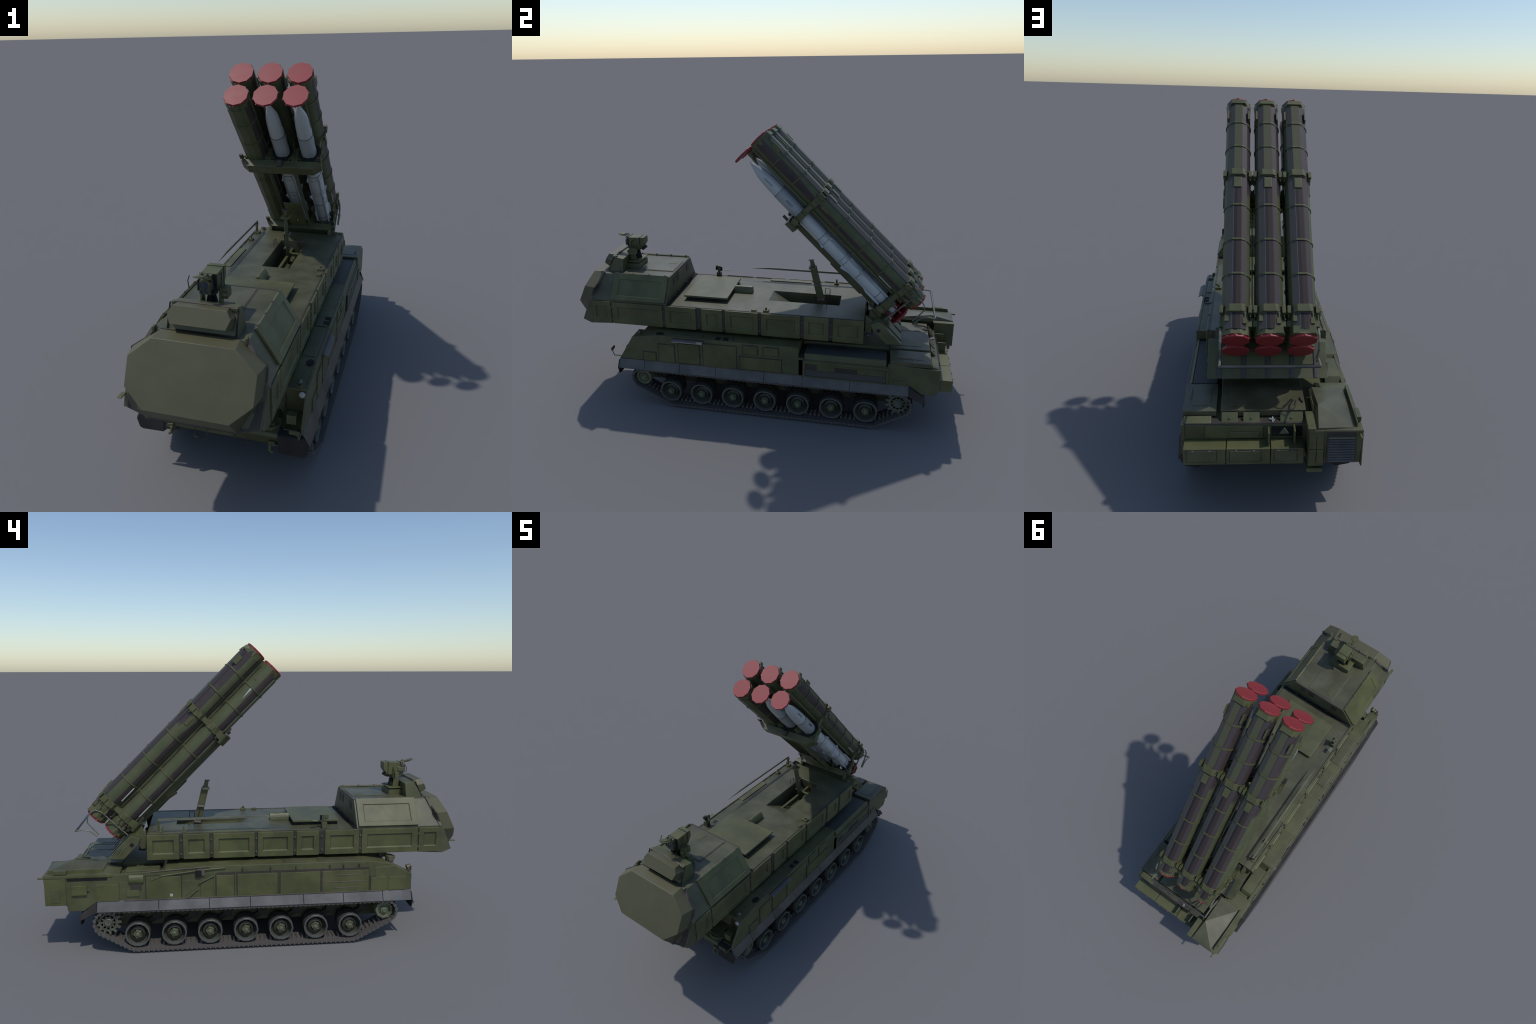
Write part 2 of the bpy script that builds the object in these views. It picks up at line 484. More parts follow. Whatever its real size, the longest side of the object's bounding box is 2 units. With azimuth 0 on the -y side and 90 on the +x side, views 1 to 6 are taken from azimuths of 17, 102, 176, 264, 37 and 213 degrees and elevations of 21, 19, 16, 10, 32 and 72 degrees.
# --- rear stowage bins
for x0, x1 in ((.1485, .290), (-.0015, .1455), (-.116, -.0045)):
    b = part('rear_bin', 'green2', hull, lambda bm: box(bm, x0, x1, .8785, .938, .230, .290))
    m = (x1 - x0)
    lid = part('bin_lid', 'green', b, lambda bm: plate(bm, rect(x0 + m * .22, x1 - .012, .243, .283), REAR(.938), .0025), bevel=.001)
    part('bin_seam', 'seam', b, lambda bm: plate(bm, rect(x0 + m * .22 - .003, x1 - .009, .240, .286), REAR(.938), .0008), bevel=0)
    for f in (.38, .78):
        part('latch', 'worn', b, lambda bm: box(bm, x0 + m * f - .004, x0 + m * f + .004, .938, .943, .277, .286))
        bolt((x0 + m * f, .9405, .247), (0, 1, 0), .003)

# --- rear left power unit housing
apu = part('power_unit_housing', 'green', hull, lambda bm: (
    prism(bm, [(.640, .250), (.640, .372), (.70, .383), (.972, .382), (.974, .378), (.962, .252), (.945, .237), (.872, .237), (.872, .2085), (.80, .2085), (.74, .25)],
          -.304, -.179),
    prism(bm, [(.872, .237), (.872, .382), (.974, .380), (.962, .237)], -.179, -.127)), bevel=.002)
part('housing_lid', 'deck', apu, lambda bm: (
    loft(bm, [[(-.285, .716, .380), (-.152, .705, .380), (-.150, .972, .380), (-.275, .970, .380)],
              [(-.283, .716, .386), (-.163, .709, .392), (-.157, .971, .389), (-.272, .964, .386)]], cap1=False),
    [face(bm, [bm.verts.new(p) for p in t]) for t in (
        [(-.283, .716, .386), (-.163, .709, .392), (-.167, .862, .410)],
        [(-.283, .716, .386), (-.167, .862, .410), (-.272, .964, .386)],
        [(-.272, .964, .386), (-.167, .862, .410), (-.157, .971, .389)],
        [(-.157, .971, .389), (-.167, .862, .410), (-.163, .709, .392)])]), bevel=0)
part('lid_flange', 'green2', apu, lambda bm: prism(bm, [(.708, .380), (.715, .402), (.952, .400), (.958, .380)], -.2905, -.286))
part('lid_flange', 'green2', apu, lambda bm: prism(bm, [(.78, .380), (.78, .400), (.862, .411), (.87, .380)], -.152, -.149))
part('lid_step', 'green2', apu, lambda bm: box(bm, -.148, -.122, .868, .974, .380, .389))
part('housing_bracket', 'green2', apu, lambda bm: box(bm, -.307, -.290, .869, .927, .384, .402))
part('side_dark_strip', 'dark', apu, lambda bm: plate(bm, rect(.692, .868, .352, .364), LEFT(.304), .002), bevel=0)  # flat dark strip drawn for a slot, the wall behind is closed
part('slot_frame', 'green2', apu, lambda bm: plate(bm, rect(.67, .970, .366, .379), LEFT(.304), .004))
part('end_door', 'green2', apu, lambda bm: plate(bm, rect(.875, .9685, .240, .364), LEFT(.304), .005))
part('end_panel', 'green', apu, lambda bm: plate(bm, rect(.899, .941, .252, .319), LEFT(.309), .002), bevel=.001)
part('tool_box', 'green2', apu, lambda bm: plate(bm, rect(.782, .851, .286, .331), LEFT(.304), .010))
part('latch', 'worn', apu, lambda bm: plate(bm, rect(.772, .781, .305, .313), LEFT(.304), .008))
part('louvre_frame', 'seam', apu, lambda bm: plate(bm, rect(-.284, -.186, .258, .375), REAR(.967), .007), bevel=.001)
for i in range(10):
    z0 = .262 + i * .0098
    part('louvre', 'rubber' if i < 9 else 'hub', apu, lambda bm: prism(bm, [(.968, z0 + .0095), (.969, z0 + .0105), (.9775, z0 + .001), (.9755, z0)], -.280, -.191), bevel=.0006)
for a, b_ in ((-.151, -.129), (-.175, -.153)):
    for c, d in ((.256, .309), (.311, .365)):
        part('grid_panel', 'green2', apu, lambda bm: plate(bm, rect(a, b_, c, d), REAR(.966), .008), bevel=.001)
part('rear_step', 'green2', apu, lambda bm: box(bm, -.178, -.125, .90, .955, .207, .222))
part('exhaust_stub', 'green2', apu, lambda bm: (cyl(bm, (-.296, .965, .366), (-.296, .9975, .366), .0045, seg=10)), smooth=40)

# --- bow fittings
part('drivers_hatch', 'green', hull, lambda bm: (cyl(bm, (.170, -.675, .240), (.170, -.675, .252), .042, .040, seg=16), box(bm, .225, .275, -.70, -.64, .236, .246), box(bm, .06, .10, -.66, -.62, .24, .30)), smooth=40)
part('bow_fitting', 'seam', hull, lambda bm: (box(bm, -.20, -.12, -.66, -.61, .25, .33), pipe(bm, [(-.10, -.70, .24), (-.02, -.69, .262), (.04, -.70, .24)], .004), pipe(bm, [(.212, -.60, .372), (.212, -.615, .30), (.205, -.63, .262)], .004)))
part('drivers_hatch', 'green', hull, lambda bm: cyl(bm, (-.225, -.640, .368), (-.225, -.645, .398), .022, .026, seg=8), smooth=30)
part('bow_plate', 'green2', hull, lambda bm: prism(bm, [(-.728, .226), (-.722, .238), (-.66, .26), (-.66, .175), (-.705, .178)], -.21, .212))
part('headlamp', 'pale', hull, lambda bm: lathe(bm, [(0, .004), (.003, .010), (.011, .012), (.016, .007)], (.280, -.642, .360), (0, -1, .1), 12), smooth=50, bevel=0)
part('headlamp', 'rim', hull, lambda bm: lathe(bm, [(0, .004), (.003, .008), (.009, .009), (.014, .005)], (.266, -.612, .390), (0, -1, .2), 12), smooth=50, bevel=0)
part('lamp_bracket', 'green2', hull, lambda bm: (box(bm, .255, .275, -.64, -.605, .379, .384), box(bm, .236, .27, -.70, -.672, .27, .305)))
part('bow_lamp', 'green2', hull, lambda bm: cyl(bm, (-.262, -.715, .345), (-.262, -.735, .352), .015, .013, seg=12), smooth=40)
part('bow_bracket', 'worn', hull, lambda bm: (pipe(bm, [(-.29, -.70, .335), (-.29, -.72, .352), (-.275, -.73, .36)], .0025), box(bm, -.299, -.284, -.725, -.712, .33, .345),
     box(bm, -.296, -.29, -.728, -.722, .345, .365), box(bm, -.25, -.236, -.655, -.63, .373, .392), box(bm, -.19, -.17, -.64, -.60, .378, .40)))
part('mirror_arm', 'green2', hull, lambda bm: pipe(bm, [(.295, -.715, .262), (.292, -.757, .258), (.292, -.766, .280), (.275, -.768, .292)], .0028))
part('mirror_arm', 'green2', hull, lambda bm: (box(bm, .262, .298, -.772, -.766, .286, .300),))
for sx in (-1, 1):
    part('bow_lifting_eye', 'green2', hull, lambda bm: (pipe(bm, [(sx * .185, -.705, .195), (sx * .185, -.728, .190), (sx * .185, -.732, .172), (sx * .195, -.73, .163)], .006),
         box(bm, sx * .19 - .012, sx * .19 + .012, -.728, -.70, .188, .205)))
    part('tow_shackle', 'rubber', hull, lambda bm: pipe(bm, [(sx * .20 + .016 * cos(a), -.722, .178 + .016 * sin(a)) for a in [i * pi / 5 for i in range(-1, 7)]], .005))
    part('grab_handle', 'seam', hull, lambda bm: pipe(bm, [(sx * .075 - .024, -.715, .20), (sx * .075 - .024, -.722, .162), (sx * .075 + .024, -.722, .162), (sx * .075 + .024, -.715, .20)], .0018))
# deck hatches beside the turret
for sx in (-1, 1):
    part('deck_hatch', 'deck', hull, lambda bm: (box(bm, min(sx * .236, sx * .287), max(sx * .236, sx * .287), -.22, -.12, .398, .402),
                                                 box(bm, min(sx * .236, sx * .287), max(sx * .236, sx * .287), -.46, -.28, .398, .401)))
part('dark_deck_patch', 'dark', hull, lambda bm: (box(bm, .268, .292, -.205, -.18, .398, .4035), box(bm, .268, .292, -.165, -.14, .398, .4035)), bevel=0)  # dark blocks set on the deck in place of cut recesses
part('dark_deck_patch', 'dark', hull, lambda bm: loft(bm, [[(.276 + .016 * cos(a), -.501 + .024 * sin(a), z) for a in [i * pi / 4 for i in range(8)]] for z in (.390, .3988)]), bevel=0)  # flush dark patch drawn for the recess, no hollow beneath
# turret race
part('turret_ring', 'seam', hull, lambda bm: cyl(bm, (0, -.12, .395), (0, -.12, .42), .19, seg=40), smooth=40)

# ================================================================== RUNNING GEAR
WX = 0.303                      # outer wheel face
WY = [0.566, 0.398, 0.232, 0.064, -0.102, -0.268, -0.434]
WZ, WR = 0.082, 0.058
STAGGER = -0.021                # the right-hand road wheels stand further forward
IDLER, IR = (-0.600, 0.150), 0.044
SPROCKET, SR = (0.697, 0.146), 0.050
running = empty('running_gear', vehicle)


def wheel_mesh():
    bm = bmesh.new()
    seg = 14
    # axis +x outward, origin at the outer face centre: rim ring, dished disc, hub, tyre drums
    lathe(bm, [(-.022, WR - .006), (-.022, WR), (0, WR), (.001, WR - .001), (.001, WR - .0065), (-.004, WR - .0085), (-.022, WR - .009)], (0, 0, 0), (1, 0, 0), seg, closed=True)
    nr = len(bm.faces)
    lathe(bm, [(-.022, WR - .009), (-.026, WR - .011), (-.034, .040), (-.018, .035), (-.012, .026), (-.024, .020)], (0, 0, 0), (1, 0, 0), seg, cap=False)
    nd = len(bm.faces)
    lathe(bm, [(-.026, .021), (-.003, .0205), (-.002, .019), (-.006, .0165), (-.006, .013), (.001, .010), (.004, .003), (.004, 0)], (0, 0, 0), (1, 0, 0), 5)
    nh = len(bm.faces)
    lathe(bm, [(-.028, WR - .008), (-.028, WR), (-.046, WR), (-.046, WR - .02), (-.028, WR - .02)], (0, 0, 0), (1, 0, 0), 20, closed=True)
    lathe(bm, [(-.054, WR - .012), (-.054, WR), (-.082, WR), (-.082, WR - .02), (-.054, WR - .02)], (0, 0, 0), (1, 0, 0), 20, closed=True)
    lathe(bm, [(-.02, .03), (-.10, .03)], (0, 0, 0), (1, 0, 0), 12)
    bm.faces.ensure_lookup_table()
    for i, f in enumerate(bm.faces):
        f.material_index = 0 if i < nr else 1 if i < nd else 2 if i < nh else 3
    return mesh_of(bm, 'road_wheel', [M['rim'], M['wheel'], M['hub'], M['tyre']], smooth=35)


WM = wheel_mesh()
rng = random.Random(3)
for sx in (-1, 1):
    for y in [w + (STAGGER if sx > 0 else 0) for w in WY]:
        o = obj_of(WM, 'road_wheel', running, (sx * WX, y, WZ), (0, 0, 0 if sx > 0 else pi))
        o.rotation_euler = (0 if sx > 0 else 0, 0, 0) if sx > 0 else (0, 0, pi)
    for y in [w + (STAGGER if sx > 0 else 0) for w in WY]:
        # suspension arm and shock absorber
        part('suspension_arm', 'tyre', running, lambda bm: (pipe(bm, [(sx * .205, y - .01, .085), (sx * .215, y - .075, .125), (sx * .195, y - .08, .13)], .014),
             box(bm, min(sx * .19, sx * .225), max(sx * .19, sx * .225), y - .105, y - .065, .118, .155)), bevel=.003)


def idler_mesh():
    bm = bmesh.new()
    lathe(bm, [(-.05, IR - .008), (-.05, IR), (-.006, IR), (-.004, IR - .002), (-.004, IR - .012), (-.014, IR - .016), (-.012, .021), (-.004, .018), (-.004, .014), (.002, .009), (.002, 0)],
          (0, 0, 0), (1, 0, 0), 9)
    return mesh_of(bm, 'idler_wheel', [M['hub']], smooth=30)


def sprocket_mesh():
    bm = bmesh.new()
    for xo in (-.012, -.066):
        n = 13
        pts = []
        for i in range(n):
            for da, r in ((-.10, SR - .006), (-.05, SR + .010), (.05, SR + .010), (.10, SR - .006)):
                a = 2 * pi * i / n + da * 1.5
                pts.append((cos(a) * r, sin(a) * r))
        loft(bm, [[(xo + w, u, v) for u, v in pts] for w in (-.006, .006)])
    lathe(bm, [(-.075, .034), (-.006, .034), (-.006, .026), (-.010, .024), (-.004, .020), (.000, .016), (.000, 0)], (0, 0, 0), (1, 0, 0), 12)
    for i in range(10):
        a = 2 * pi * i / 10
        cyl(bm, (-.008, .029 * cos(a), .029 * sin(a)), (0, .029 * cos(a), .029 * sin(a)), .004, seg=6)
    return mesh_of(bm, 'drive_sprocket', [M['sprocket']], smooth=30)


IM, SM = idler_mesh(), sprocket_mesh()
for sx in (-1, 1):
    r = (0, 0, 0) if sx > 0 else (0, 0, pi)
    obj_of(IM, 'idler_wheel', running, (sx * (WX + .001), *IDLER), r)
    obj_of(SM, 'drive_sprocket', running, (sx * WX, *SPROCKET), r)


# track: belt line tangent round idler, road wheels and sprocket
def track_path():
    T = 0.008     # half shoe thickness outside the wheels
    circ = [(IDLER[0], IDLER[1], IR + T), (WY[-1], WZ, WZ - .0135), (WY[0], WZ, WZ - .0135), (SPROCKET[0], SPROCKET[1], SR + T)]
    pts = []
    n = len(circ)
    segs = []
    for i in range(n):
        (x0, y0, r0), (x1, y1, r1) = circ[i], circ[(i + 1) % n]
        d = math.hypot(x1 - x0, y1 - y0)
        th = math.atan2(y1 - y0, x1 - x0)
        off = math.asin((r1 - r0) / d)     # external tangent, belt running counter-clockwise (y to the right)
        na = th - pi / 2 - off
        segs.append(((x0 + r0 * cos(na), y0 + r0 * sin(na)), (x1 + r1 * cos(na), y1 + r1 * sin(na)), na))
    for i in range(n):
        p, q, na = segs[i]
        steps = max(2, int(math.hypot(q[0] - p[0], q[1] - p[1]) / .004))
        for k in range(steps):
            f = k / steps
            sag = 0
            if i == n - 1:
                sag = -.004 * sin(pi * f) 
            pts.append((p[0] + (q[0] - p[0]) * f, p[1] + (q[1] - p[1]) * f + sag))
        nb = segs[(i + 1) % n][2]
        while nb < na - 1e-6:
            nb += 2 * pi
        c = circ[(i + 1) % n]
        m = max(2, int((nb - na) * c[2] / .004))
        for k in range(m):
            a = na + (nb - na) * k / m
            pts.append((c[0] + c[2] * cos(a), c[1] + c[2] * sin(a)))
    return pts


def resample(pts, n):
    cum = [0.0]
    loop = pts + [pts[0]]
    for a, b in zip(loop, loop[1:]):
        cum.append(cum[-1] + math.hypot(b[0] - a[0], b[1] - a[1]))
    L = cum[-1]
    out, j = [], 0
    for k in range(n):
        s = L * k / n
        while cum[j + 1] < s:
            j += 1
        f = (s - cum[j]) / max(1e-9, cum[j + 1] - cum[j])
        a, b = loop[j], loop[j + 1]
        out.append((a[0] + (b[0] - a[0]) * f, a[1] + (b[1] - a[1]) * f, math.atan2(b[1] - a[1], b[0] - a[0])))
    return out, L


TPATH, TLEN = resample(track_path(), 136)
PITCH = TLEN / 136


def link_mesh():
    """local y along travel, local z inward"""
    bm = bmesh.new()
    p = PITCH
    box(bm, -.046, .046, -p * .42, p * .42, -.004, .004)
    for s in (-1, 1):
        cyl(bm, (-.053, s * p * .30, 0), (.053, s * p * .30, 0), .0042, seg=6)
    cyl(bm, (-.055, -p * .5, -.001), (.055, -p * .5, -.001), .0045, seg=6)
    box(bm, -.050, .050, -p * .10, p * .10, -.0105, -.003)      # grouser
    for s in (-1, 1):
        box(bm, min(s * .046, s * .055), max(s * .046, s * .055), -p * .2, p * .2, -.0075, .005)
        hexa(bm, [(s * .012 - .004, -p * .25, .004), (s * .012 + .004, -p * .25, .004), (s * .012 + .004, p * .25, .004), (s * .012 - .004, p * .25, .004)],
             [(s * .012 - .002, -p * .1, .018), (s * .012 + .002, -p * .1, .018), (s * .012 + .002, p * .1, .018), (s * .012 - .002, p * .1, .018)])
    return mesh_of(bm, 'track_link', [M['track']])


LM = link_mesh()
for sx in (-1, 1):
    trk = empty('track', running)
    for (y, z, a) in TPATH:
        o = obj_of(LM, 'track_link', trk, (sx * .266, y, z), (a, 0, 0))

# skirts and mud flaps
SK = [-0.724, -0.585, -0.395, -0.205, 0.045, 0.235, 0.465, 0.742]
skirt_prof = [(.298, .2525), (.303, .2505), (.325, .206), (.321, .203), (.301, .245), (.298, .247)]
for sx in (-1, 1):
    for y0, y1 in zip(SK, SK[1:]):
        part('track_skirt', 'rubber', hull, lambda bm: prism(bm, [(sx * u, v) for u, v in skirt_prof], y0 + .0008, y1 - .0008, lambda u, v, w: (u, w, v)), bevel=.001)
    part('skirt_rail', 'worn', hull, lambda bm: box(bm, min(sx * .300, sx * .307), max(sx * .300, sx * .307), -.58, .62, .249, .2535), bevel=.001)
    part('rear_mudguard', 'flap', hull, lambda bm: loft(bm, [[(sx * .205, .742, .252), (sx * .312, .742, .250), (sx * .326, .742, .206), (sx * .322, .742, .203), (sx * .306, .742, .246), (sx * .205, .742, .247)],
         [(sx * .205, .818, .192), (sx * .310, .818, .192), (sx * .322, .818, .168), (sx * .318, .818, .166), (sx * .306, .818, .187), (sx * .205, .818, .187)]]))
    part('rear_mud_flap', 'flap', hull, lambda bm: prism(bm, [(sx * .21, .192), (sx * .321, .180), (sx * .30, .14), (sx * .25, .13), (sx * .215, .15)], .814, .819, lambda u, v, w: (u, w, v)))
    part('front_mud_flap', 'flap', hull, lambda bm: prism(bm, [(sx * .212, .240), (sx * .302, .240), (sx * .322, .206), (sx * .313, .170), (sx * .300, .163), (sx * .215, .166)], -.731, -.726, lambda u, v, w: (u, w, v)))
    part('front_mudguard', 'flap', hull, lambda bm: prism(bm, [(-.726, .235), (-.60, .245), (-.60, .250), (-.726, .241)], min(sx * .21, sx * .30), max(sx * .21, sx * .30)))

# ================================================================== TURRET
TX = 0.229
turret = part('turret', 'deck', vehicle, lambda bm: loft(bm, [
    [(u, v, z) for u, v in r] for r, z in ((rect(-TX + .01, TX - .01, -.48, .516), .417), (rect(-TX, TX, -.48, .518), .422), (rect(-TX, TX, -.48, .518), .5355),
                                           (rect(-.056, .073, .024, .387), .5355), (rect(-.056, .073, .20, .387), .448))]), bevel=.002)
part('turret_underside', 'dark', turret, lambda bm: box(bm, -.20, .20, -.46, .50, .412, .418), bevel=0)
# rear wall recess behind last panel and piping between the turret and the launcher
part('pit_rail', 'green2', turret, lambda bm: (box(bm, -.008, .006, .05, .386, .485, .496), box(bm, .055, .0725, .05, .386, .50, .51), box(bm, .006, .056, .06, .08, .485, .495),
     box(bm, .006, .056, .31, .33, .485, .495)))
panels = [(.370, .518, .395, .492), (.229, .351, .252, .327), (.017, .211, .043, .186), (-.167, .002, -.140, -.021), (-.290, -.181, -.265, -.206),
          (-.484, -.319, -.459, -.344), (-.774, -.498, -.746, -.524), (-.893, -.780, -.867, -.804)]
for sx, mk in ((-1, LEFT), (1, RIGHT)):
    for i, (a, b, wa, wb) in enumerate(panels):
        X = TX if i < 6 else 0.2315
        d = .0085 if i < 6 else .0065
        if i == 7:
            # foremost panel leans back with the bow
            part('access_panel', 'green2', turret, lambda bm: plate(bm, rect(a + .012, b, .414, .535), mk(X), d, rect(wa, wb, .443, .509), .0050, .005), bevel=.0018)
        else:
            part('access_panel', 'green2', turret, lambda bm: plate(bm, rect(a, b, .415, .535), mk(X), d, rect(wa, wb, .443, .508), .0065 if i < 6 else .0050, .005), bevel=.0018)
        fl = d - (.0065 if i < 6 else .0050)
        part('window_shade_line', 'line', turret, lambda bm: (plate(bm, rect(wa + .0025, wb - .0025, .5035, .5056), mk(X + fl), .0006),  # thin dark strips paint baked shade along the recess top and sides
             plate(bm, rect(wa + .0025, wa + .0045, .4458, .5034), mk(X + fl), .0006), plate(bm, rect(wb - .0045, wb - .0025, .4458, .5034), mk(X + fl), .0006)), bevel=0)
        n = (sx, 0, 0)
        for yy, zz in (((a + b) / 2, .525), ((a + b) / 2, .425), (a + .012, .463), (b - .012, .463)):
            bolt((sx * (X + d), yy, zz), n, .0030)
    edges = [(p[1], q[0]) for q, p in zip(panels, panels[1:])]
    for j, (g0, g1) in enumerate(edges):
        part('panel_gap', 'seam', turret, lambda bm: plate(bm, rect(g0 - .002, g1 + .002, .419, .534), mk(TX if j < 5 else .2305), .0035), bevel=0)
        for zz in (.44, .505):
            part('panel_hinge', 'worn', turret, lambda bm: plate(bm, rect((g0 + g1) / 2 - .004, (g0 + g1) / 2 + .004, zz - .004, zz + .004), mk(TX), .009), bevel=.001)
    part('deck_edge', 'seam', turret, lambda bm: box(bm, min(sx * .2225, sx * .2295), max(sx * .2225, sx * .2295), -.47, .518, .533, .5372), bevel=.0008)

# cab with raked nose
def b_cab(bm):
    def ring(z, hw, yf, yr=-.474, hb=None):
        return [(-hw, yf, z), (hw, yf, z), (hb or hw, yr, z), (-(hb or hw), yr, z)]
    loft(bm, [ring(.399, .148, -.948, hb=.205), ring(.4245, .2235, -.9465, hb=.2315), ring(.541, .2315, -.897),
              ring(.661, .156, -.845, hb=.159)])
    for sx in (-1, 1):      # side skirts of the nose under the foremost panels
        prism(bm, [(-.9465, .4245), (-.902, .405), (-.78, .412), (-.78, .535), (-.90, .535)], min(sx * .2235, sx * .2325), max(sx * .2235, sx * .2325))


cab = part('cab', 'deck', turret, b_cab, bevel=.002)


def slope(sx):
    # u=y, v = fraction up the sloped flank, w outward
    n = Vector((.120, 0, .0755)).normalized()
    def fn(u, v, w):
        return (sx * (.2335 + (.157 - .2335) * v + n.x * w), u, .541 + .120 * v + n.z * w)
    return fn


for sx in (-1, 1):
    part('cab_side_hatch', 'green2', cab, lambda bm: plate(bm, rect(-.776, -.483, .035, 1.03), slope(sx), .009, rect(-.745, -.515, .20, .80), .004, .003), bevel=.0015)
    for i in range(4):
        yy = -.76 + .26 * i / 3
        part('hatch_hinge', 'worn', cab, lambda bm: box(bm, sx * .160 - .003, sx * .160 + .003, yy - .004, yy + .004, .660, .672), bevel=.001)
    part('corner_strip', 'worn', cab, lambda bm: hexa(bm, [(sx * .221, -.897, .541), (sx * .236, -.894, .541), (sx * .236, -.882, .541), (sx * .221, -.88, .541)],
         [(sx * .146, -.849, .668), (sx * .160, -.846, .668), (sx * .160, -.834, .668), (sx * .146, -.832, .668)]), bevel=.001)
    part('corner_lug', 'green2', cab, lambda bm: box(bm, sx * .152 - .0045, sx * .152 + .0045, -.856, -.838, .652, .672), bevel=.002)
    part('side_fin', 'seam', cab, lambda bm: prism(bm, [(-.865, .59), (-.872, .60), (-.858, .605)], min(sx * .19, sx * .213), max(sx * .19, sx * .213)), bevel=0)
    part('nose_cheek', 'seam', cab, lambda bm: hexa(bm, [(sx * .152, -.952, .404), (sx * .215, -.9495, .428), (sx * .215, -.940, .428), (sx * .152, -.940, .404)],
         [(sx * .205, -.918, .495), (sx * .224, -.914, .505), (sx * .224, -.905, .505), (sx * .205, -.905, .495)]), bevel=.001)
part('roof_hatch', 'deck', cab, lambda bm: box(bm, -.077, .077, -.668, -.488, .661, .6655))
part('roof_hatch_seam', 'worn', cab, lambda bm: box(bm, -.081, .081, -.672, -.484, .660, .6625), bevel=0)
part('roof_placard', 'green2', cab, lambda bm: box(bm, -.058, -.028, -.552, -.508, .6655, .6665), bevel=0)
part('roof_edge', 'seam', cab, lambda bm: (box(bm, -.158, .158, -.480, -.4735, .657, .6625),), bevel=.0008)
part('cab_foot_strip', 'dark', cab, lambda bm: box(bm, -.226, .226, -.4745, -.460, .5355, .541), bevel=.001)
for xx in (-.14, -.06, .06, .14):
    part('rear_handle', 'seam', cab, lambda bm: pipe(bm, [(xx - .008, -.468, .536), (xx - .008, -.466, .552), (xx + .008, -.466, .552), (xx + .008, -.468, .536)], .0022))
part('rear_wall_pad', 'seam', cab, lambda bm: (box(bm, -.12, -.085, -.4745, -.4725, .605, .645), box(bm, .03, .065, -.4745, -.4725, .605, .645), box(bm, .09, .12, -.4745, -.4725, .605, .645)), bevel=0)

part('nose_tab', 'green2', cab, lambda bm: box(bm, -.242, -.226, -.962, -.930, .4635, .4675))
# main radar dome: octagonal loft off the raked nose
base_oct = [(.130, -.842, .662), (.221, -.869, .602), (.222, -.897, .521), (.150, -.951, .402)]
face_oct = [(.135, -.905, .662), (.2085, -.929, .603), (.2075, -.969, .518), (.140, -.998, .464)]


def octo(h):
    return [(x, y, z) for x, y, z in h] + [(-x, y, z) for x, y, z in reversed(h)]


def b_radome(bm):
    loft(bm, [octo(base_oct), octo(face_oct)], cap1=False)
    c = octo(face_oct)
    ring = [bm.verts.new(p) for p in c]
    ctr = Vector((0, -.957, .560))
    inner = [bm.verts.new(Vector(p) * .45 + ctr * .55 + Vector((0, -.002, 0))) for p in c]
    for i in range(8):
        face(bm, (ring[i], ring[(i + 1) % 8], inner[(i + 1) % 8], inner[i]))
    face(bm, inner)
    bmesh.ops.remove_doubles(bm, verts=bm.verts[:], dist=.0005)


part('radome', 'radome', cab, b_radome, bevel=.0015, smooth=25)
part('radome_seam', 'seam', cab, lambda bm: loft(bm, [octo([(x * 1.02, y + .004, z) for x, y, z in base_oct]), octo([(x * 1.02, y - .004, z) for x, y, z in base_oct])]), bevel=0)

# small radar on the roof
sm = part('small_radar', 'green', cab, lambda bm: (
    hexa(bm, [(-.121, -.833, .655), (.121, -.833, .655), (.121, -.752, .655), (-.121, -.752, .655)],
         [(-.108, -.798, .737), (.108, -.798, .737), (.108, -.748, .727), (-.108, -.748, .727)]),))
s_base = [(.084, -.795, .7395), (.106, -.807, .715), (.100, -.826, .674)]
s_face = [(.088, -.836, .746), (.103, -.8485, .7225), (.091, -.864, .694)]
part('small_radome', 'radome', sm, lambda bm: loft(bm, [octo(s_base), octo(s_face)]), bevel=.001)
part('radome_lip', 'worn', sm, lambda bm: box(bm, -.098, .098, -.803, -.794, .737, .7435), bevel=.001)
part('cheek_lug', 'green2', sm, lambda bm: (box(bm, .089, .111, -.806, -.785, .732, .742), box(bm, -.109, -.097, -.802, -.787, .732, .740)))
part('cheek_dark_strip', 'dark', sm, lambda bm: [prism(bm, [(-.836, .660), (-.832, .660), (-.797, .736), (-.801, .736)], s * .1135 - .002, s * .1135 + .002) for s in (-1, 1)], bevel=0)  # dark slivers drawn on the cheeks, no gap is open there

# electro-optical sight
sight = part('sight', 'green', cab, lambda bm: (box(bm, -.056, .058, -.768, -.684, .660, .686), box(bm, -.040, .045, -.760, -.692, .686, .694)))
part('sight_table', 'green2', sight, lambda bm: (box(bm, -.060, .061, -.770, -.682, .694, .699), box(bm, .012, .05, -.715, -.69, .699, .703)))
part('sight_yoke', 'green2', sight, lambda bm: [prism(bm, [(-.738, .699), (-.708, .699), (-.714, .735), (-.706, .768), (-.735, .775), (-.742, .725)], a, b) for a, b in ((-.037, -.030), (.027, .034))])
part('sight_pedestal', 'dark', sight, lambda bm: (cyl(bm, (-.006, -.715, .699), (-.006, -.715, .735), .022, .014, seg=12), cyl(bm, (-.03, -.675, .758), (.015, -.675, .758), .008, seg=10)), smooth=40)
head = part('sight_head', 'green2', sight, lambda bm: prism(bm, [(-.749, .758), (-.749, .821), (-.662, .823), (-.662, .790), (-.680, .762), (-.695, .758)], -.029, .026))
part('sight_joint', 'dark', head, lambda bm: (prism(bm, [(-.686, .757), (-.686, .8235), (-.683, .8235), (-.683, .757)], -.030, .027), prism(bm, [(-.7505, .757), (-.7505, .822), (-.747, .822), (-.747, .757)], -.030, .027)), bevel=0)
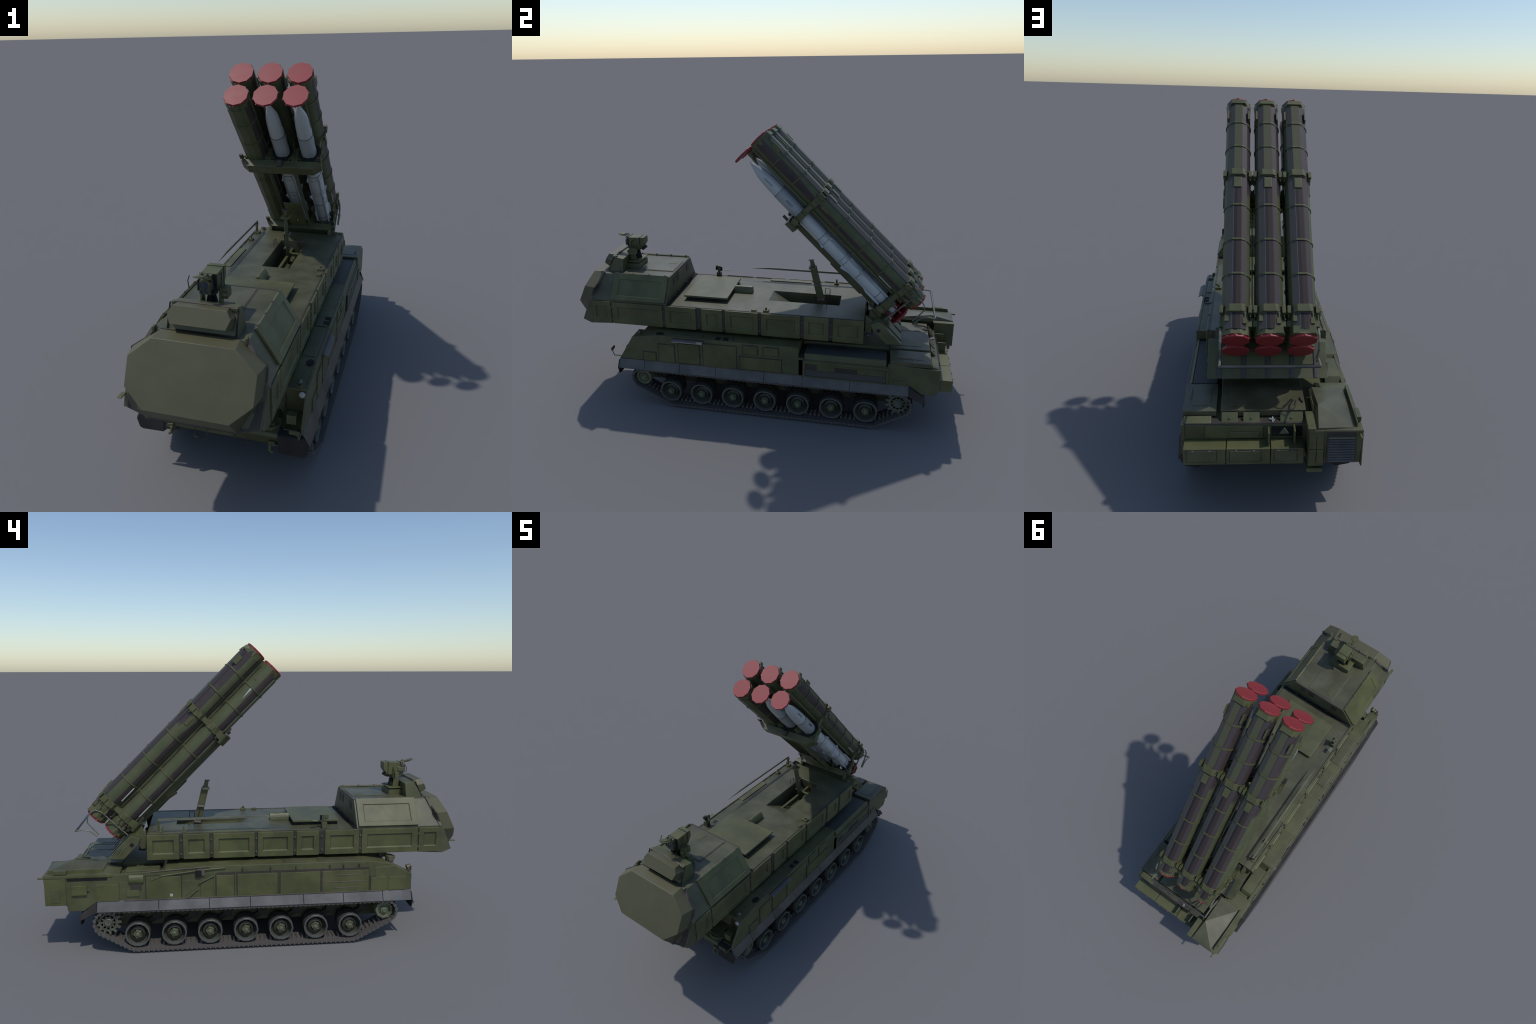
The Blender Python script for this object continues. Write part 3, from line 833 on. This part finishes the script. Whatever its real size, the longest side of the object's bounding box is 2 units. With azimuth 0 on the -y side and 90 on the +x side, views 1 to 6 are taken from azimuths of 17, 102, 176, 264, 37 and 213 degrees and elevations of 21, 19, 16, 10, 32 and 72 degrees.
part('sight_lens_box', 'green', head, lambda bm: (cyl(bm, (-.010, -.735, .788), (-.010, -.767, .785), .025, .024, seg=8, rot=pi / 8), box(bm, -.028, .008, -.764, -.745, .756, .776), box(bm, -.026, .014, -.764, -.749, .806, .822)), bevel=.001)
part('sight_lens', 'lens', head, lambda bm: (cyl(bm, (-.021, -.763, .765), (-.021, -.7665, .765), .0065, seg=12), cyl(bm, (-.003, -.763, .765), (-.003, -.766, .765), .0055, seg=10), cyl(bm, (-.010, -.766, .788), (-.010, -.7685, .788), .014, seg=12)), smooth=40, bevel=0)
part('sight_lid', 'green2', head, lambda bm: (cyl(bm, (-.008, -.798, .827), (-.008, -.7970, .8300), .0225, seg=10), cyl(bm, (-.008, -.796, .8305), (-.008, -.7955, .8325), .014, seg=8), pipe(bm, [(-.016, -.752, .815), (-.016, -.768, .830), (-.016, -.785, .827)], .003), pipe(bm, [(.002, -.752, .815), (.002, -.768, .830), (.002, -.785, .827)], .003)), bevel=0)
part('sight_visor', 'seam', head, lambda bm: (box(bm, -.0315, -.028, -.772, -.745, .770, .806), box(bm, .014, .017, -.770, -.750, .775, .806), pipe(bm, [(-.006, -.775, .82), (-.006, -.778, .79), (-.006, -.772, .772)], .002)), bevel=.0008)
part('sight_sensor', 'green2', sight, lambda bm: (box(bm, .034, .056, -.738, -.70, .736, .769), cyl(bm, (.045, -.738, .752), (.045, -.748, .747), .009, seg=10), box(bm, .03, .036, -.728, -.712, .74, .76), pipe(bm, [(.034, -.70, .75), (.033, -.705, .79)], .0025)))
part('sight_cable', 'tyre', sight, lambda bm: (pipe(bm, [(.028, -.71, .812), (.034, -.728, .80), (.034, -.735, .76), (.03, -.730, .735)], .0022), pipe(bm, [(-.036, -.71, .80), (-.042, -.715, .77), (-.038, -.72, .74)], .003),
     pipe(bm, [(-.06, -.76, .815), (-.063, -.768, .80), (-.06, -.768, .775)], .002)))

# deck furniture
lidp = part('deck_lid', 'green', turret, lambda bm: box(bm, -.143, .143, -.410, -.178, .552, .562))
part('lid_coaming', 'dark', lidp, lambda bm: box(bm, -.133, .130, -.402, -.184, .5355, .552))
part('lid_cylinder', 'green2', turret, lambda bm: prism(bm, [(-.015 + .019 * cos(a), .5355 + .036 * sin(a)) for a in [i * pi / 8 for i in range(9)]], -.178, -.080, lambda u, v, w: (u, w, v)), smooth=30)
part('deck_strip', 'seam', turret, lambda bm: box(bm, -.183, -.1795, -.06, .515, .5355, .5367), bevel=0)
part('deck_plate', 'green2', turret, lambda bm: box(bm, -.224, -.192, -.02, .21, .5355, .539), bevel=.001)
part('deck_plate_edge', 'seam', turret, lambda bm: box(bm, -.193, -.1905, -.02, .21, .5355, .5397), bevel=0)
for a, b in ((-.28, -.13), (-.11, .06), (.08, .26), (.28, .50)):
    part('deck_rail', 'green', turret, lambda bm: box(bm, -.2285, -.2255, a, b, .5355, .541), bevel=.001)
part('mast_bracket', 'green2', turret, lambda bm: (box(bm, -.219, -.193, .445, .475, .5355, .545), prism(bm, [(-.214, .545), (-.204, .545), (-.205, .585), (-.213, .597), (-.221, .597)], .458, .464, lambda u, v, w: (u, w, v)),
     pipe(bm, [(-.209, .461, .55), (-.209, .475, .585), (-.209, .462, .60)], .003), pipe(bm, [(-.209, .45, .545), (-.209, .44, .575)], .0025)))
part('mast', 'hose', turret, lambda bm: loft(bm, [[(-.2085 + a * h * .6, y, zc + b * h) for a, b in ((-1, -1), (1, -1), (1, 1), (-1, 1))] for y, zc, h in ((-.126, .5985, .0008), (-.03, .604, .0048), (.464, .600, .0052))]), bevel=0)
part('mast_rest', 'green2', turret, lambda bm: (box(bm, -.218, -.196, .335, .36, .5355, .545), prism(bm, [(.342, .545), (.354, .545), (.351, .566), (.345, .566)], -.209, -.204)))
part('side_beacon', 'green', turret, lambda bm: (box(bm, -.216, -.190, -.333, -.308, .5355, .566), box(bm, -.210, -.197, -.327, -.314, .566, .604), box(bm, -.213, -.203, -.340, -.325, .585, .605)))
part('beacon_lens', 'dark', turret, lambda bm: (box(bm, -.202, -.192, -.338, -.328, .58, .602), box(bm, -.199, -.196, -.312, -.300, .575, .600)))
part('beacon_vane', 'hose', turret, lambda bm: box(bm, -.222, -.204, -.288, -.262, .575, .5775), bevel=0)
part('deck_cleat', 'green2', turret, lambda bm: (box(bm, .195, .222, .025, .052, .5355, .547), cyl(bm, (.208, .038, .547), (.208, .038, .558), .006, seg=8), box(bm, .205, .222, -.035, -.01, .5355, .544)))
part('pit_handle', 'seam', turret, lambda bm: [pipe(bm, [(s, .30, .5355), (s, .30, .562), (s + .004, .325, .562), (s + .004, .325, .5355)], .0022) for s in (-.075, .085)])

# travel-lock post standing in the pit
post = part('lock_post', 'green', turret, lambda bm: (
    loft(bm, [[(a * w - .002, y + b * d, z) for a, b in ((-1, -.5), (-.5, -1), (.5, -1), (1, -.5), (1, .5), (.5, 1), (-.5, 1), (-1, .5))]
              for y, z, w, d in ((.303, .455, .0065, .020), (.243, .706, .006, .018))]),
    loft(bm, [[(a * w - .002, y + b * d, z) for a, b in ((-1, -1), (1, -1), (1, 1), (-1, 1))] for y, z, w, d in ((.243, .706, .006, .013), (.234, .741, .005, .009))])), smooth=30)
part('post_collar', 'green2', post, lambda bm: [hexa(bm, [(-.022, y - .021, z), (.018, y - .021, z), (.018, y + .017, z + .002), (-.022, y + .017, z + .002)],
     [(-.020, y - .022, z + .011), (.016, y - .022, z + .011), (.016, y + .016, z + .013), (-.020, y + .016, z + .013)]) for y, z in ((.2435, .697),)])
part('post_lug', 'worn', post, lambda bm: [hexa(bm, [(-.020, y - .018, z), (.017, y - .018, z), (.017, y + .018, z + .003), (-.020, y + .018, z + .003)],
     [(-.016, y - .019, z + .008), (.012, y - .019, z + .008), (.012, y + .015, z + .011), (-.016, y + .015, z + .011)]) for y, z in ((.268, .610), (.286, .530))])
part('post_cap', 'rubber', post, lambda bm: hexa(bm, [(-.012, .220, .740), (.009, .220, .740), (.009, .246, .742), (-.012, .246, .742)], [(-.012, .219, .744), (.009, .219, .744), (.009, .245, .746), (-.012, .245, .746)]))
part('post_strut', 'seam', post, lambda bm: pipe(bm, [(-.012, .295, .52), (-.014, .262, .62)], .003))

# ================================================================== LAUNCHER
BX = 0.224
base = part('launcher_base', 'green', turret, lambda bm: prism(bm, [(.548, .515), (.559, .487), (.626, .418), (.697, .421), (.600, .524), (.585, .530)], -BX, BX), bevel=.002)
nb = Vector((0, .103, .097)).normalized()


def backplate(u, v, w):
    # u = x, v = 0 (lower edge) .. 1 (upper edge) on the sloped rear plate
    return (u, .697 - .097 * v + nb.y * w, .421 + .103 * v + nb.z * w)


for k in range(5):
    x = -.180 + k * .090
    part('base_rib', 'rubber', base, lambda bm: plate(bm, rect(x - .0065, x + .0065, .01, .98), backplate, .005), bevel=.001)
for k in range(4):
    x = -.135 + k * .090
    part('base_panel', 'green2', base, lambda bm: plate(bm, rect(x - .036, x + .036, .38, .95), backplate, .002), bevel=.001)
for sx, mk in ((-1, LEFT), (1, RIGHT)):
    part('base_eye', 'dark', base, lambda bm: loft(bm, [[(sx * (BX + w), .586 + .012 * cos(a), .487 + .012 * sin(a)) for a in [i * pi / 2 for i in range(4)]] for w in (0, .0012)]), bevel=0)
    part('base_eye_rim', 'worn', base, lambda bm: lathe(bm, [(0, .0125), (.0018, .0125), (.0018, .0155), (0, .0155)], (sx * BX, .586, .487), (sx, 0, 0), 4, rot=0, closed=True), bevel=0)
    for dd in (0, .022, .044):
        part('base_groove', 'seam', base, lambda bm: pipe(bm, [(sx * BX, .612 + dd, .474 - dd * .2), (sx * BX, .638 + dd * .9, .440 - dd * .05)], .0014), bevel=0)
    part('hinge_bracket', 'green2', base, lambda bm: prism(bm, [(.53, .50), (.545, .565), (.575, .585), (.60, .56), (.585, .515)], min(sx * .15, sx * .165), max(sx * .15, sx * .165)))
    part('hinge_bracket', 'green', base, lambda bm: prism(bm, [(.522, .46), (.522, .55), (.56, .52), (.55, .46)], min(sx * .185, sx * .20), max(sx * .185, sx * .20)))
part('hinge_shaft', 'seam', base, lambda bm: (cyl(bm, (-.14, .575, .535), (.14, .575, .535), .014, seg=12), cyl(bm, (-.12, .54, .46), (.12, .54, .46), .02, seg=12)), smooth=40)
part('hose_bundle', 'rubber', base, lambda bm: [pipe(bm, [(x, .515, .46), (x + .01, .535, .445), (x, .56, .45)], .007) for x in (-.17, -.14, .1, .15, .19)])

# rack frame: local axes x, y=across the tubes, z=along the tubes; tipped 45 degrees
RX = (radians(45), 0, 0)
rack = empty('launch_rack', turret)
rack.rotation_euler = RX


def W(x, t, s):
    return Vector((x, (t - s) / R2, (t + s) / R2))


PX = [-.1195, 0.0, .1195]
TU, TLO = .9655, .8555


def rpart(name, mat, parent, build, **kw):
    return part(name, mat, parent, build, **kw)


def b_frame(s0, s1):
    def b(bm):
        prism(bm, [(-.146, .770), (.146, .770), (.180, .795), (.183, .806), (-.183, .806), (-.180, .795)], s0, s1, lambda u, v, w: (u, v, w))
    return b


rpart('frame_beam', 'green', rack, b_frame(.545, .600), bevel=.0015)
rpart('frame_beam', 'green', rack, b_frame(-.036, .018), bevel=.0015)
rpart('frame_cradle', 'green', rack, lambda bm: [box(bm, x - .006, x + .006, .80, .83, s0, s1) for x in (-.060, .060, -.170, .170) for s0, s1 in ((.558, .59), (-.025, .008))])
for sx in (-1, 1):
    rpart('frame_lug', 'seam', rack, lambda bm: [box(bm, sx * .174 - .008, sx * .174 + .008, .800, .810, s, s + .03) for s in (.606, .02)], bevel=.001)
rpart('frame_eye', 'seam', rack, lambda bm: cyl(bm, (0, .775, .60), (0, .80, .612), .014, seg=10), smooth=40)
# girder under the rack: two thin webs, pierced lower plate and braces
beam = rpart('girder', 'green', rack, lambda bm: [box(bm, x - .0018, x + .0018, .772, .800, .0, .546) for x in (-.056, .058)], bevel=.0006)


def b_pierced(bm):
    # plate with three round holes: stitched ring strips
    x0, x1, xc, r = -.034, .049, .009, .010
    t0, t1 = .763, .767
    rows = [.079, .124, .185, .237, .293]
    cuts = [rows[0], (rows[1] + rows[2]) / 2, (rows[2] + rows[3]) / 2, rows[4]]
    n = 16
    for k, c in enumerate(rows[1:4]):
        a, b = cuts[k], cuts[k + 1]
        sq, ci = [], []
        for i in range(n):
            an = 2 * pi * i / n + pi / 4
            cx, cs = cos(an), sin(an)
            m = max(abs(cx), abs(cs))
            ux, us = cx / m, cs / m
            sq.append((x1 if ux > .999 else x0 if ux < -.999 else xc + (x1 - xc if ux > 0 else xc - x0) * ux,
                       c + ((b - c) if us > 0 else (c - a)) * us))
            ci.append((xc + r * cx, c + r * cs))
        loft(bm, [[(p[0], t0, p[1]) for p in sq], [(p[0], t0, p[1]) for p in ci], [(p[0], t1, p[1]) for p in ci], [(p[0], t1, p[1]) for p in sq]], closed=True)


rpart('pierced_plate', 'green2', beam, b_pierced, bevel=0)
rpart('lift_piston', 'green2', beam, lambda bm: (cyl(bm, (-.045, .79, .10), (-.03, .765, .22), .012, seg=10), box(bm, -.062, -.034, .772, .80, .17, .205)), smooth=40)


def tube_mesh(name, mat):
    """Canister about local z (length), duct on +y."""
    bm = bmesh.new()
    r = .0505
    lathe(bm, [(-.098, r - .006), (-.098, r - .002), (-.09, r), (.93, r), (.966, r), (.966, r - .006)], (0, 0, 0), (0, 0, 1), 26, rot=pi / 26)
    # duct: flat-topped channel
    prof = [(-.0350, .030), (-.0372, .0385), (-.0165, .0520), (.0140, .0525), (.0375, .0400), (.0350, .030)]
    loft(bm, [[(x, y, z) for x, y in prof] for z in (-.085, .935)])
    return mesh_of(bm, name, [mat], smooth=17)


def ring_mesh():
    """Strap ring with raised lips on the duct side and on the flanks."""
    bm = bmesh.new()
    n = 20
    prof = []
    for i in range(n):
        a = 2 * pi * i / n
        x, y = cos(a), sin(a)
        rr = .0538
        px, py = rr * x, rr * y
        if y > .6:
            py = max(py, .0555 if abs(px) < .020 else .045)
        prof.append((px, py))
    inner = [(x * .86, y * .86) for x, y in prof]
    loft(bm, [[(x, y, -.0035) for x, y in inner], [(x, y, -.0035) for x, y in prof], [(x, y, .0035) for x, y in prof], [(x, y, .0035) for x, y in inner]], closed=True)
    return mesh_of(bm, 'strap_ring', [M['green2']], smooth=25)


def clamp_mesh():
    """Heavy clamp: double-flanged half shells with hinge blocks at the flanks."""
    bm = bmesh.new()
    for z0, z1, ro in ((-.016, -.012, .0555), (.012, .016, .0555), (-.016, .016, .0530)):
        lathe(bm, [(z0, .044), (z0, ro), (z1, ro), (z1, .044)], (0, 0, 0), (0, 0, 1), 20, closed=True)
    loft(bm, [[(x, y, z) for x, y in ((-.028, .046), (-.034, .051), (-.022, .0605), (.022, .0605), (.034, .051), (.028, .046))] for z in (-.014, .014)])
    for s in (-1, 1):
        box(bm, s * .0505 - .0065, s * .0505 + .0065, .018, .044, -.014, .014)
        box(bm, s * .0525 - .004, s * .0525 + .004, -.024, -.004, -.013, .013)
        cyl(bm, (s * .0515, .030, -.026), (s * .0515, .030, .020), .004, seg=6)
    return mesh_of(bm, 'canister_clamp', [M['green2']], smooth=30)


def lugs_mesh():
    """Connector clutter near the rear of a canister."""
    bm = bmesh.new()
    r = random.Random(11)
    for a in (-70, -35, 35, 70, 110, 250):
        an = radians(90 - a)
        c = Vector((cos(an), sin(an), 0)) * .054
        s = -.055 + r.uniform(-.012, .012)
        box(bm, c.x - .007, c.x + .007, c.y - .006, c.y + .006, s - .012, s + .010)
        cyl(bm, (c.x * 1.02, c.y * 1.02, s + .006), (c.x * 1.05, c.y * 1.05, s + .026), .003, seg=6)
    return mesh_of(bm, 'connector', [M['green2']])


def collar_mesh():
    bm = bmesh.new()
    n = 10
    r0, r1 = .0515, .0535
    prof = [(r1 * cos(2 * pi * i / n), r1 * sin(2 * pi * i / n)) for i in range(n)]
    prof2 = [(r0 * cos(2 * pi * i / n), r0 * sin(2 * pi * i / n)) for i in range(n)]
    loft(bm, [[(x * .9, y * .9, -.03) for x, y in prof2], [(x, y, -.03) for x, y in prof2], [(x, y, 0) for x, y in prof], [(x * .9, y * .9, 0) for x, y in prof]], closed=True)
    return mesh_of(bm, 'end_collar', [M['green2']], smooth=20)


def cap_mesh():
    """Ten-sided cover with a notched skirt; faces +z."""
    bm = bmesh.new()
    n = 10
    ang = [2 * pi * i / n + pi / 10 for i in range(n)]
    rings = [[(.050 * cos(a), .050 * sin(a), .010) for a in ang], [(.0515 * cos(a), .0515 * sin(a), .0075) for a in ang]]
    loft(bm, rings + [[(.0505 * cos(a), .0505 * sin(a), 0) for a in ang]])
    for i in range(n):     # ears
        a = ang[i]
        d = .09
        p = [(.0500 * cos(a - d), .0500 * sin(a - d)), (.0545 * cos(a), .0545 * sin(a)), (.0500 * cos(a + d), .0500 * sin(a + d))]
        q = [(.046 * cos(a - d), .046 * sin(a - d)), (.048 * cos(a), .048 * sin(a)), (.046 * cos(a + d), .046 * sin(a + d))]
        loft(bm, [[(x, y, -.0005) for x, y in q], [(x, y, .0055) for x, y in p]])
    return mesh_of(bm, 'end_cover', [M['red']], smooth=15)


TUM, TLM = tube_mesh('upper_canister', M['camo_up']), tube_mesh('lower_canister', M['camo_low'])
RM, CM, GM, EM, KM = ring_mesh(), clamp_mesh(), lugs_mesh(), collar_mesh(), cap_mesh()


def tipped(flip=False, back=False):
    m = Matrix.Rotation(radians(45), 3, 'X')
    if flip:
        m = m @ Matrix.Rotation(pi, 3, 'Z')
    if back:
        m = m @ Matrix.Rotation(pi, 3, 'X')
    return m.to_euler()


rack.rotation_euler = (0, 0, 0)
for o in [c for c in rack.children]:
    o.rotation_euler = RX
# (rack children carry the tip themselves so that sub-parts keep world placement)


def put(me, name, parent, x, t, s, flip=False, back=False, bevel=0.0):
    """Place shared mesh with world-space tip, corrected for a tipped parent."""
    o = obj_of(me, name, parent, bevel=bevel)
    mw = Matrix.Translation(W(x, t, s)) @ tipped(flip, back).to_matrix().to_4x4()
    p = parent
    pw = Matrix.Identity(4)
    chain = []
    while p is not None:
        chain.append(p)
        p = p.parent
    for q in reversed(chain):
        pw = pw @ q.matrix_basis
    o.matrix_basis = pw.inverted() @ mw
    return o


RINGS = [.127, .270, .424, .711, .836]
for x, t, row in [(x, TU, 'u') for x in PX] + [(PX[0], TLO, 'l')]:
    flip = row == 'l'
    tube = put(TLM if flip else TUM, 'canister', rack, x, t, 0, flip)
    for s in RINGS:
        put(RM, 'strap_ring', tube, x, t, s, flip)
    for s in (.577, -.010):
        put(CM, 'canister_clamp', tube, x, t, s, flip, bevel=.0008)
    put(GM, 'connector', tube, x, t, 0, flip)
    put(EM, 'end_collar', tube, x, t, .966, flip)
    put(EM, 'end_collar', tube, x, t, -.103, flip, back=True)
for x in PX:
    for t in (TU, TLO):
        put(KM, 'end_cover', rack, x, t, .9645)
        put(KM, 'end_cover', rack, x, t, -.1035, back=True)


def rk(name, mat, parent, build, bevel=.001, smooth=None):
    """part built in rack-local (x, t, s)"""
    bm = bmesh.new()
    build(bm)
    me = mesh_of(bm, name, M[mat], smooth)
    return put(me, name, parent, 0, 0, 0, bevel=bevel)


for x in PX:
    # cover plates on the ducts
    rk('duct_plate', 'green2', rack, lambda bm: [box(bm, x + a - .0035, x + a + .0035, TU + .026, TU + .050, .858, .903) for a in (-.043, .043)])
    rk('duct_plate', 'green2', rack, lambda bm: box(bm, x - .016, x + .014, TU + .0520, TU + .0560, .505, .553))
    rk('side_box', 'green2', rack, lambda bm: [box(bm, x + s * .0500 - .003, x + s * .0500 + .003, TU - .006, TU + .012, .50, .545) for s in (-1, 1)])
    rk('front_shroud', 'green2', rack, lambda bm: hexa(bm, [(x - .042, TU + .020, .935), (x + .042, TU + .020, .935), (x + .030, TU + .057, .940), (x - .030, TU + .057, .940)],
       [(x - .044, TU + .020, .962), (x + .044, TU + .020, .962), (x + .026, TU + .0545, .961), (x - .026, TU + .0545, .961)]))
for x, t in [(x, TU) for x in PX] + [(PX[0], TLO)]:
    rk('reflector_strip', 'pale', rack, lambda bm: [box(bm, x + s * .0398 - .003, x + s * .0398 + .002, t - .038, t - .033, .034, .119) for s in (-1, 1)], bevel=.0005)
rk('row_rail', 'green', rack, lambda bm: [box(bm, x - .016, x + .016, .905, .916, -.06, .955) for x in PX])
rk('junction_bar', 'green', rack, lambda bm: [box(bm, (a + b) / 2 - .006, (a + b) / 2 + .006, t - .02, t + .02, s - .01, s + .01)
   for a, b in ((PX[0], PX[1]), (PX[1], PX[2])) for t in (TU, TLO) for s in (.577, -.01)])
rk('junction_post', 'green', rack, lambda bm: [box(bm, x + d - .010, x + d + .010, (TU + TLO) / 2 - .02, (TU + TLO) / 2 + .02, s - .012, s + .012)
   for x in PX for d in (-.03, .03) for s in (.577, -.01)])
rk('rear_petal', 'green2', rack, lambda bm: [hexa(bm, [(x + a, TU + .03, -.07), (x + b, TU + .03, -.07), (x + b, TU + .052, -.075), (x + a, TU + .052, -.075)],
   [(x + a - .01, TU + .02, -.100), (x + b + .01, TU + .02, -.100), (x + b, TU + .05, -.102), (x + a, TU + .05, -.102)]) for x, a, b in ((0, -.045, -.012), (-.1195, -.04, -.002), (-.1195, .0, .04))], smooth=30)
# lower canister bracing struts and clamps of the two bare rounds
for x in PX[1:]:
    for s in (.577, -.010):
        put(CM, 'round_clamp', rack, x, TLO, s, True, bevel=.0008)
    rk('saddle', 'dark', rack, lambda bm: (lathe(bm, [(.562, .030), (.562, .046), (.592, .046), (.592, .030)], (x, TLO, 0), (0, 0, 1), 16, closed=True),
       box(bm, x - .03, x + .03, .803, .825, .56, .60)), smooth=40)
    rk('rear_stand', 'green', rack, lambda bm: (box(bm, x - .04, x - .03, TLO - .05, TLO + .04, -.04, -.02), box(bm, x + .03, x + .04, TLO - .05, TLO + .04, -.04, -.02)))
    rk('rear_mount', 'red', rack, lambda bm: [pipe(bm, [(x + .038 * cos(a), TLO + .038 * sin(a), -.098), (x + .034 * cos(a), TLO + .034 * sin(a), -.045)], .004, seg=5) for a in (.6, 2.5, 3.9, 5.5)], bevel=0)

# bare missiles
def missile_mesh():
    bm = bmesh.new()
    r = .0325
    prof = [(.923, .0005), (.918, .004), (.885, .0150), (.848, .0258), (.80, .0300), (.728, r), (.43, r), (.424, r + .001), (.30, r + .001), (.19, r), (.05, r), (.005, r - .003), (-.03, r - .006), (-.07, .022)]
    lathe(bm, [(h, q) for h, q in reversed(prof)], (0, 0, 0), (0, 0, 1), 16)
    return mesh_of(bm, 'missile_body', [M['white']], smooth=50)


def missile_bits(kind):
    bm = bmesh.new()
    r = .0330
    if kind == 'line':
        for h in (.727, .436, .404, .292, .268, .180, .047, .006):
            lathe(bm, [(h - .0008, r - .002), (h - .0008, r + .0009), (h + .0008, r + .0009), (h + .0008, r - .002)], (0, 0, 0), (0, 0, 1), 20, closed=True)
    elif kind == 'grey':
        lathe(bm, [(.60, r - .004), (.60, r + .0004), (.7265, r + .0003), (.7265, r - .004)], (0, 0, 0), (0, 0, 1), 20, closed=True)
        for k in range(4):
            a = pi / 4 + k * pi / 2
            d = Vector((cos(a), sin(a), 0))
            for h0, h1, hh in ((.268, .296, .006), (.405, .436, .005), (.165, .190, .005)):
                cyl(bm, d * (r - .012) + Vector((0, 0, h0)), d * (r - .012) + Vector((0, 0, h1)), .014 + hh * .3, seg=10)
    elif kind == 'strake':
        for k in range(4):
            a = pi / 4 + k * pi / 2
            d = Vector((cos(a), sin(a), 0))
            t = Vector((-sin(a), cos(a), 0))
            # long narrow conduit
            for off in (-.0030, .0030):
                pass
            loft(bm, [[d * (r - .003) - t * w + Vector((0, 0, z)), d * (r - .003) + t * w + Vector((0, 0, z)), d * (r + h) + t * w * .6 + Vector((0, 0, z)), d * (r + h) - t * w * .6 + Vector((0, 0, z))]
                      for z, w, h in ((.43, .004, .000), (.41, .005, .006), (.11, .005, .006), (.10, .004, .001))])
    elif kind == 'fin':
        for k in range(4):
            a = pi / 4 + k * pi / 2
            d = Vector((cos(a), sin(a), 0))
            t = Vector((-sin(a), cos(a), 0))
            # folded tail fin: leaf lying beside the body
            prof = [(.008, .012), (.095, .012), (.120, .004), (.120, .000), (.008, .000)]
            c = d * (r + .001)
            loft(bm, [[c + d * q + t * w + Vector((0, 0, z)) for z, q in prof] for w in (-.002, .002)])
            # folded control surface
            prof = [(.20, .000), (.262, .016), (.268, .016), (.268, 0)]
            loft(bm, [[c + d * q + t * w + Vector((0, 0, z)) for z, q in prof] for w in (-.0018, .0018)])
            prof = [(.436, .000), (.40, .012), (.395, .012), (.395, 0)]
            loft(bm, [[c + d * q + t * w + Vector((0, 0, z)) for z, q in prof] for w in (-.0018, .0018)])
    mats = {'line': 'line', 'grey': 'grey', 'strake': 'grey', 'fin': 'white'}
    return mesh_of(bm, 'missile_' + kind, [M[mats[kind]]], smooth=40)


MB = missile_mesh()
MK = [(n, missile_bits(k)) for n, k in (('joint_line', 'line'), ('body_band', 'grey'), ('strake', 'strake'), ('fin', 'fin'))]


def marking(body, size):
    cu = bpy.data.curves.new('stencil_marking', 'FONT')
    cu.body = body
    cu.size = size
    cu.extrude = .0003
    cu.align_x = 'CENTER'
    cu.align_y = 'CENTER'
    tmp = bpy.data.objects.new('tmp', cu)
    COL.objects.link(tmp)
    dg = bpy.context.evaluated_depsgraph_get()
    me = bpy.data.meshes.new_from_object(tmp.evaluated_get(dg))
    bpy.data.objects.remove(tmp)
    me.materials.clear()
    me.materials.append(M['line'])
    return me


TXT = marking('МАКЕТ', .0125)
TXT2 = marking('НЕ БРАТЬСЯ', .0082)
for x in PX[1:]:
    ms = put(MB, 'missile', rack, x, TLO, 0)
    for n, me in MK:
        put(me, n, ms, x, TLO, 0)
    # stencils wrap the +x flank: text runs along the axis, read from outside
    for me, s, rad, an in ((TXT, .655, .0336, radians(8)), (TXT2, .795, .0309, radians(6))):
        o = obj_of(me, 'stencil_marking', ms)
        nrm = Vector((cos(an), sin(an), 0))
        along = Vector((0, 0, -1))
        up = nrm.cross(along)
        rot = Matrix((along, up, nrm)).transposed().to_4x4()
        o.matrix_basis = Matrix.Translation(nrm * rad + Vector((0, 0, s))) @ rot

rk('white_triangle', 'white', rack, lambda bm: loft(bm, [[(w, .864 - .0005, .764), (w, .8715, .829), (w, .863, .831)] for w in (PX[0] - .0485, PX[0] - .0503)]), bevel=0)  # thin white triangle on the flank of the lower canister
rk('faded_patch', 'worn', rack, lambda bm: box(bm, PX[0] - .0466, PX[0] - .043, .874, .886, .872, .90), bevel=.001)
# hose loops and rear guard bar behind the rack
for sx in (-1, 1):
    X = sx * .172
    part('hose', 'hose', rack, lambda bm: pipe(bm, [(X, .605, .516), (X, .68, .588), (X, .73, .637), (X, .754, .645), (X, .776, .633), (X, .79, .612), (X, .793, .586), (X, .768, .556), (X, .742, .526)], .0045, flat=.003), bevel=0)
    part('hose', 'hose', rack, lambda bm: pipe(bm, [(X, .846, .547), (X, .815, .551), (X, .783, .545), (X, .749, .517)], .0042, flat=.003), bevel=0)
part('guard_bar', 'rubber', rack, lambda bm: pipe(bm, [(-.172, .846, .547), (.172, .846, .547)], .0052), bevel=0)

# ------------------------------------------------------------------ bolt heads
def b_bolts(bm):
    for p, n, r in bolts:
        p, n = Vector(p), Vector(n)
        cyl(bm, p - n * .001, p + n * .0022, r, r * .8, seg=6)


part('bolt_heads', 'worn', vehicle, b_bolts, bevel=0, kind='stuff')
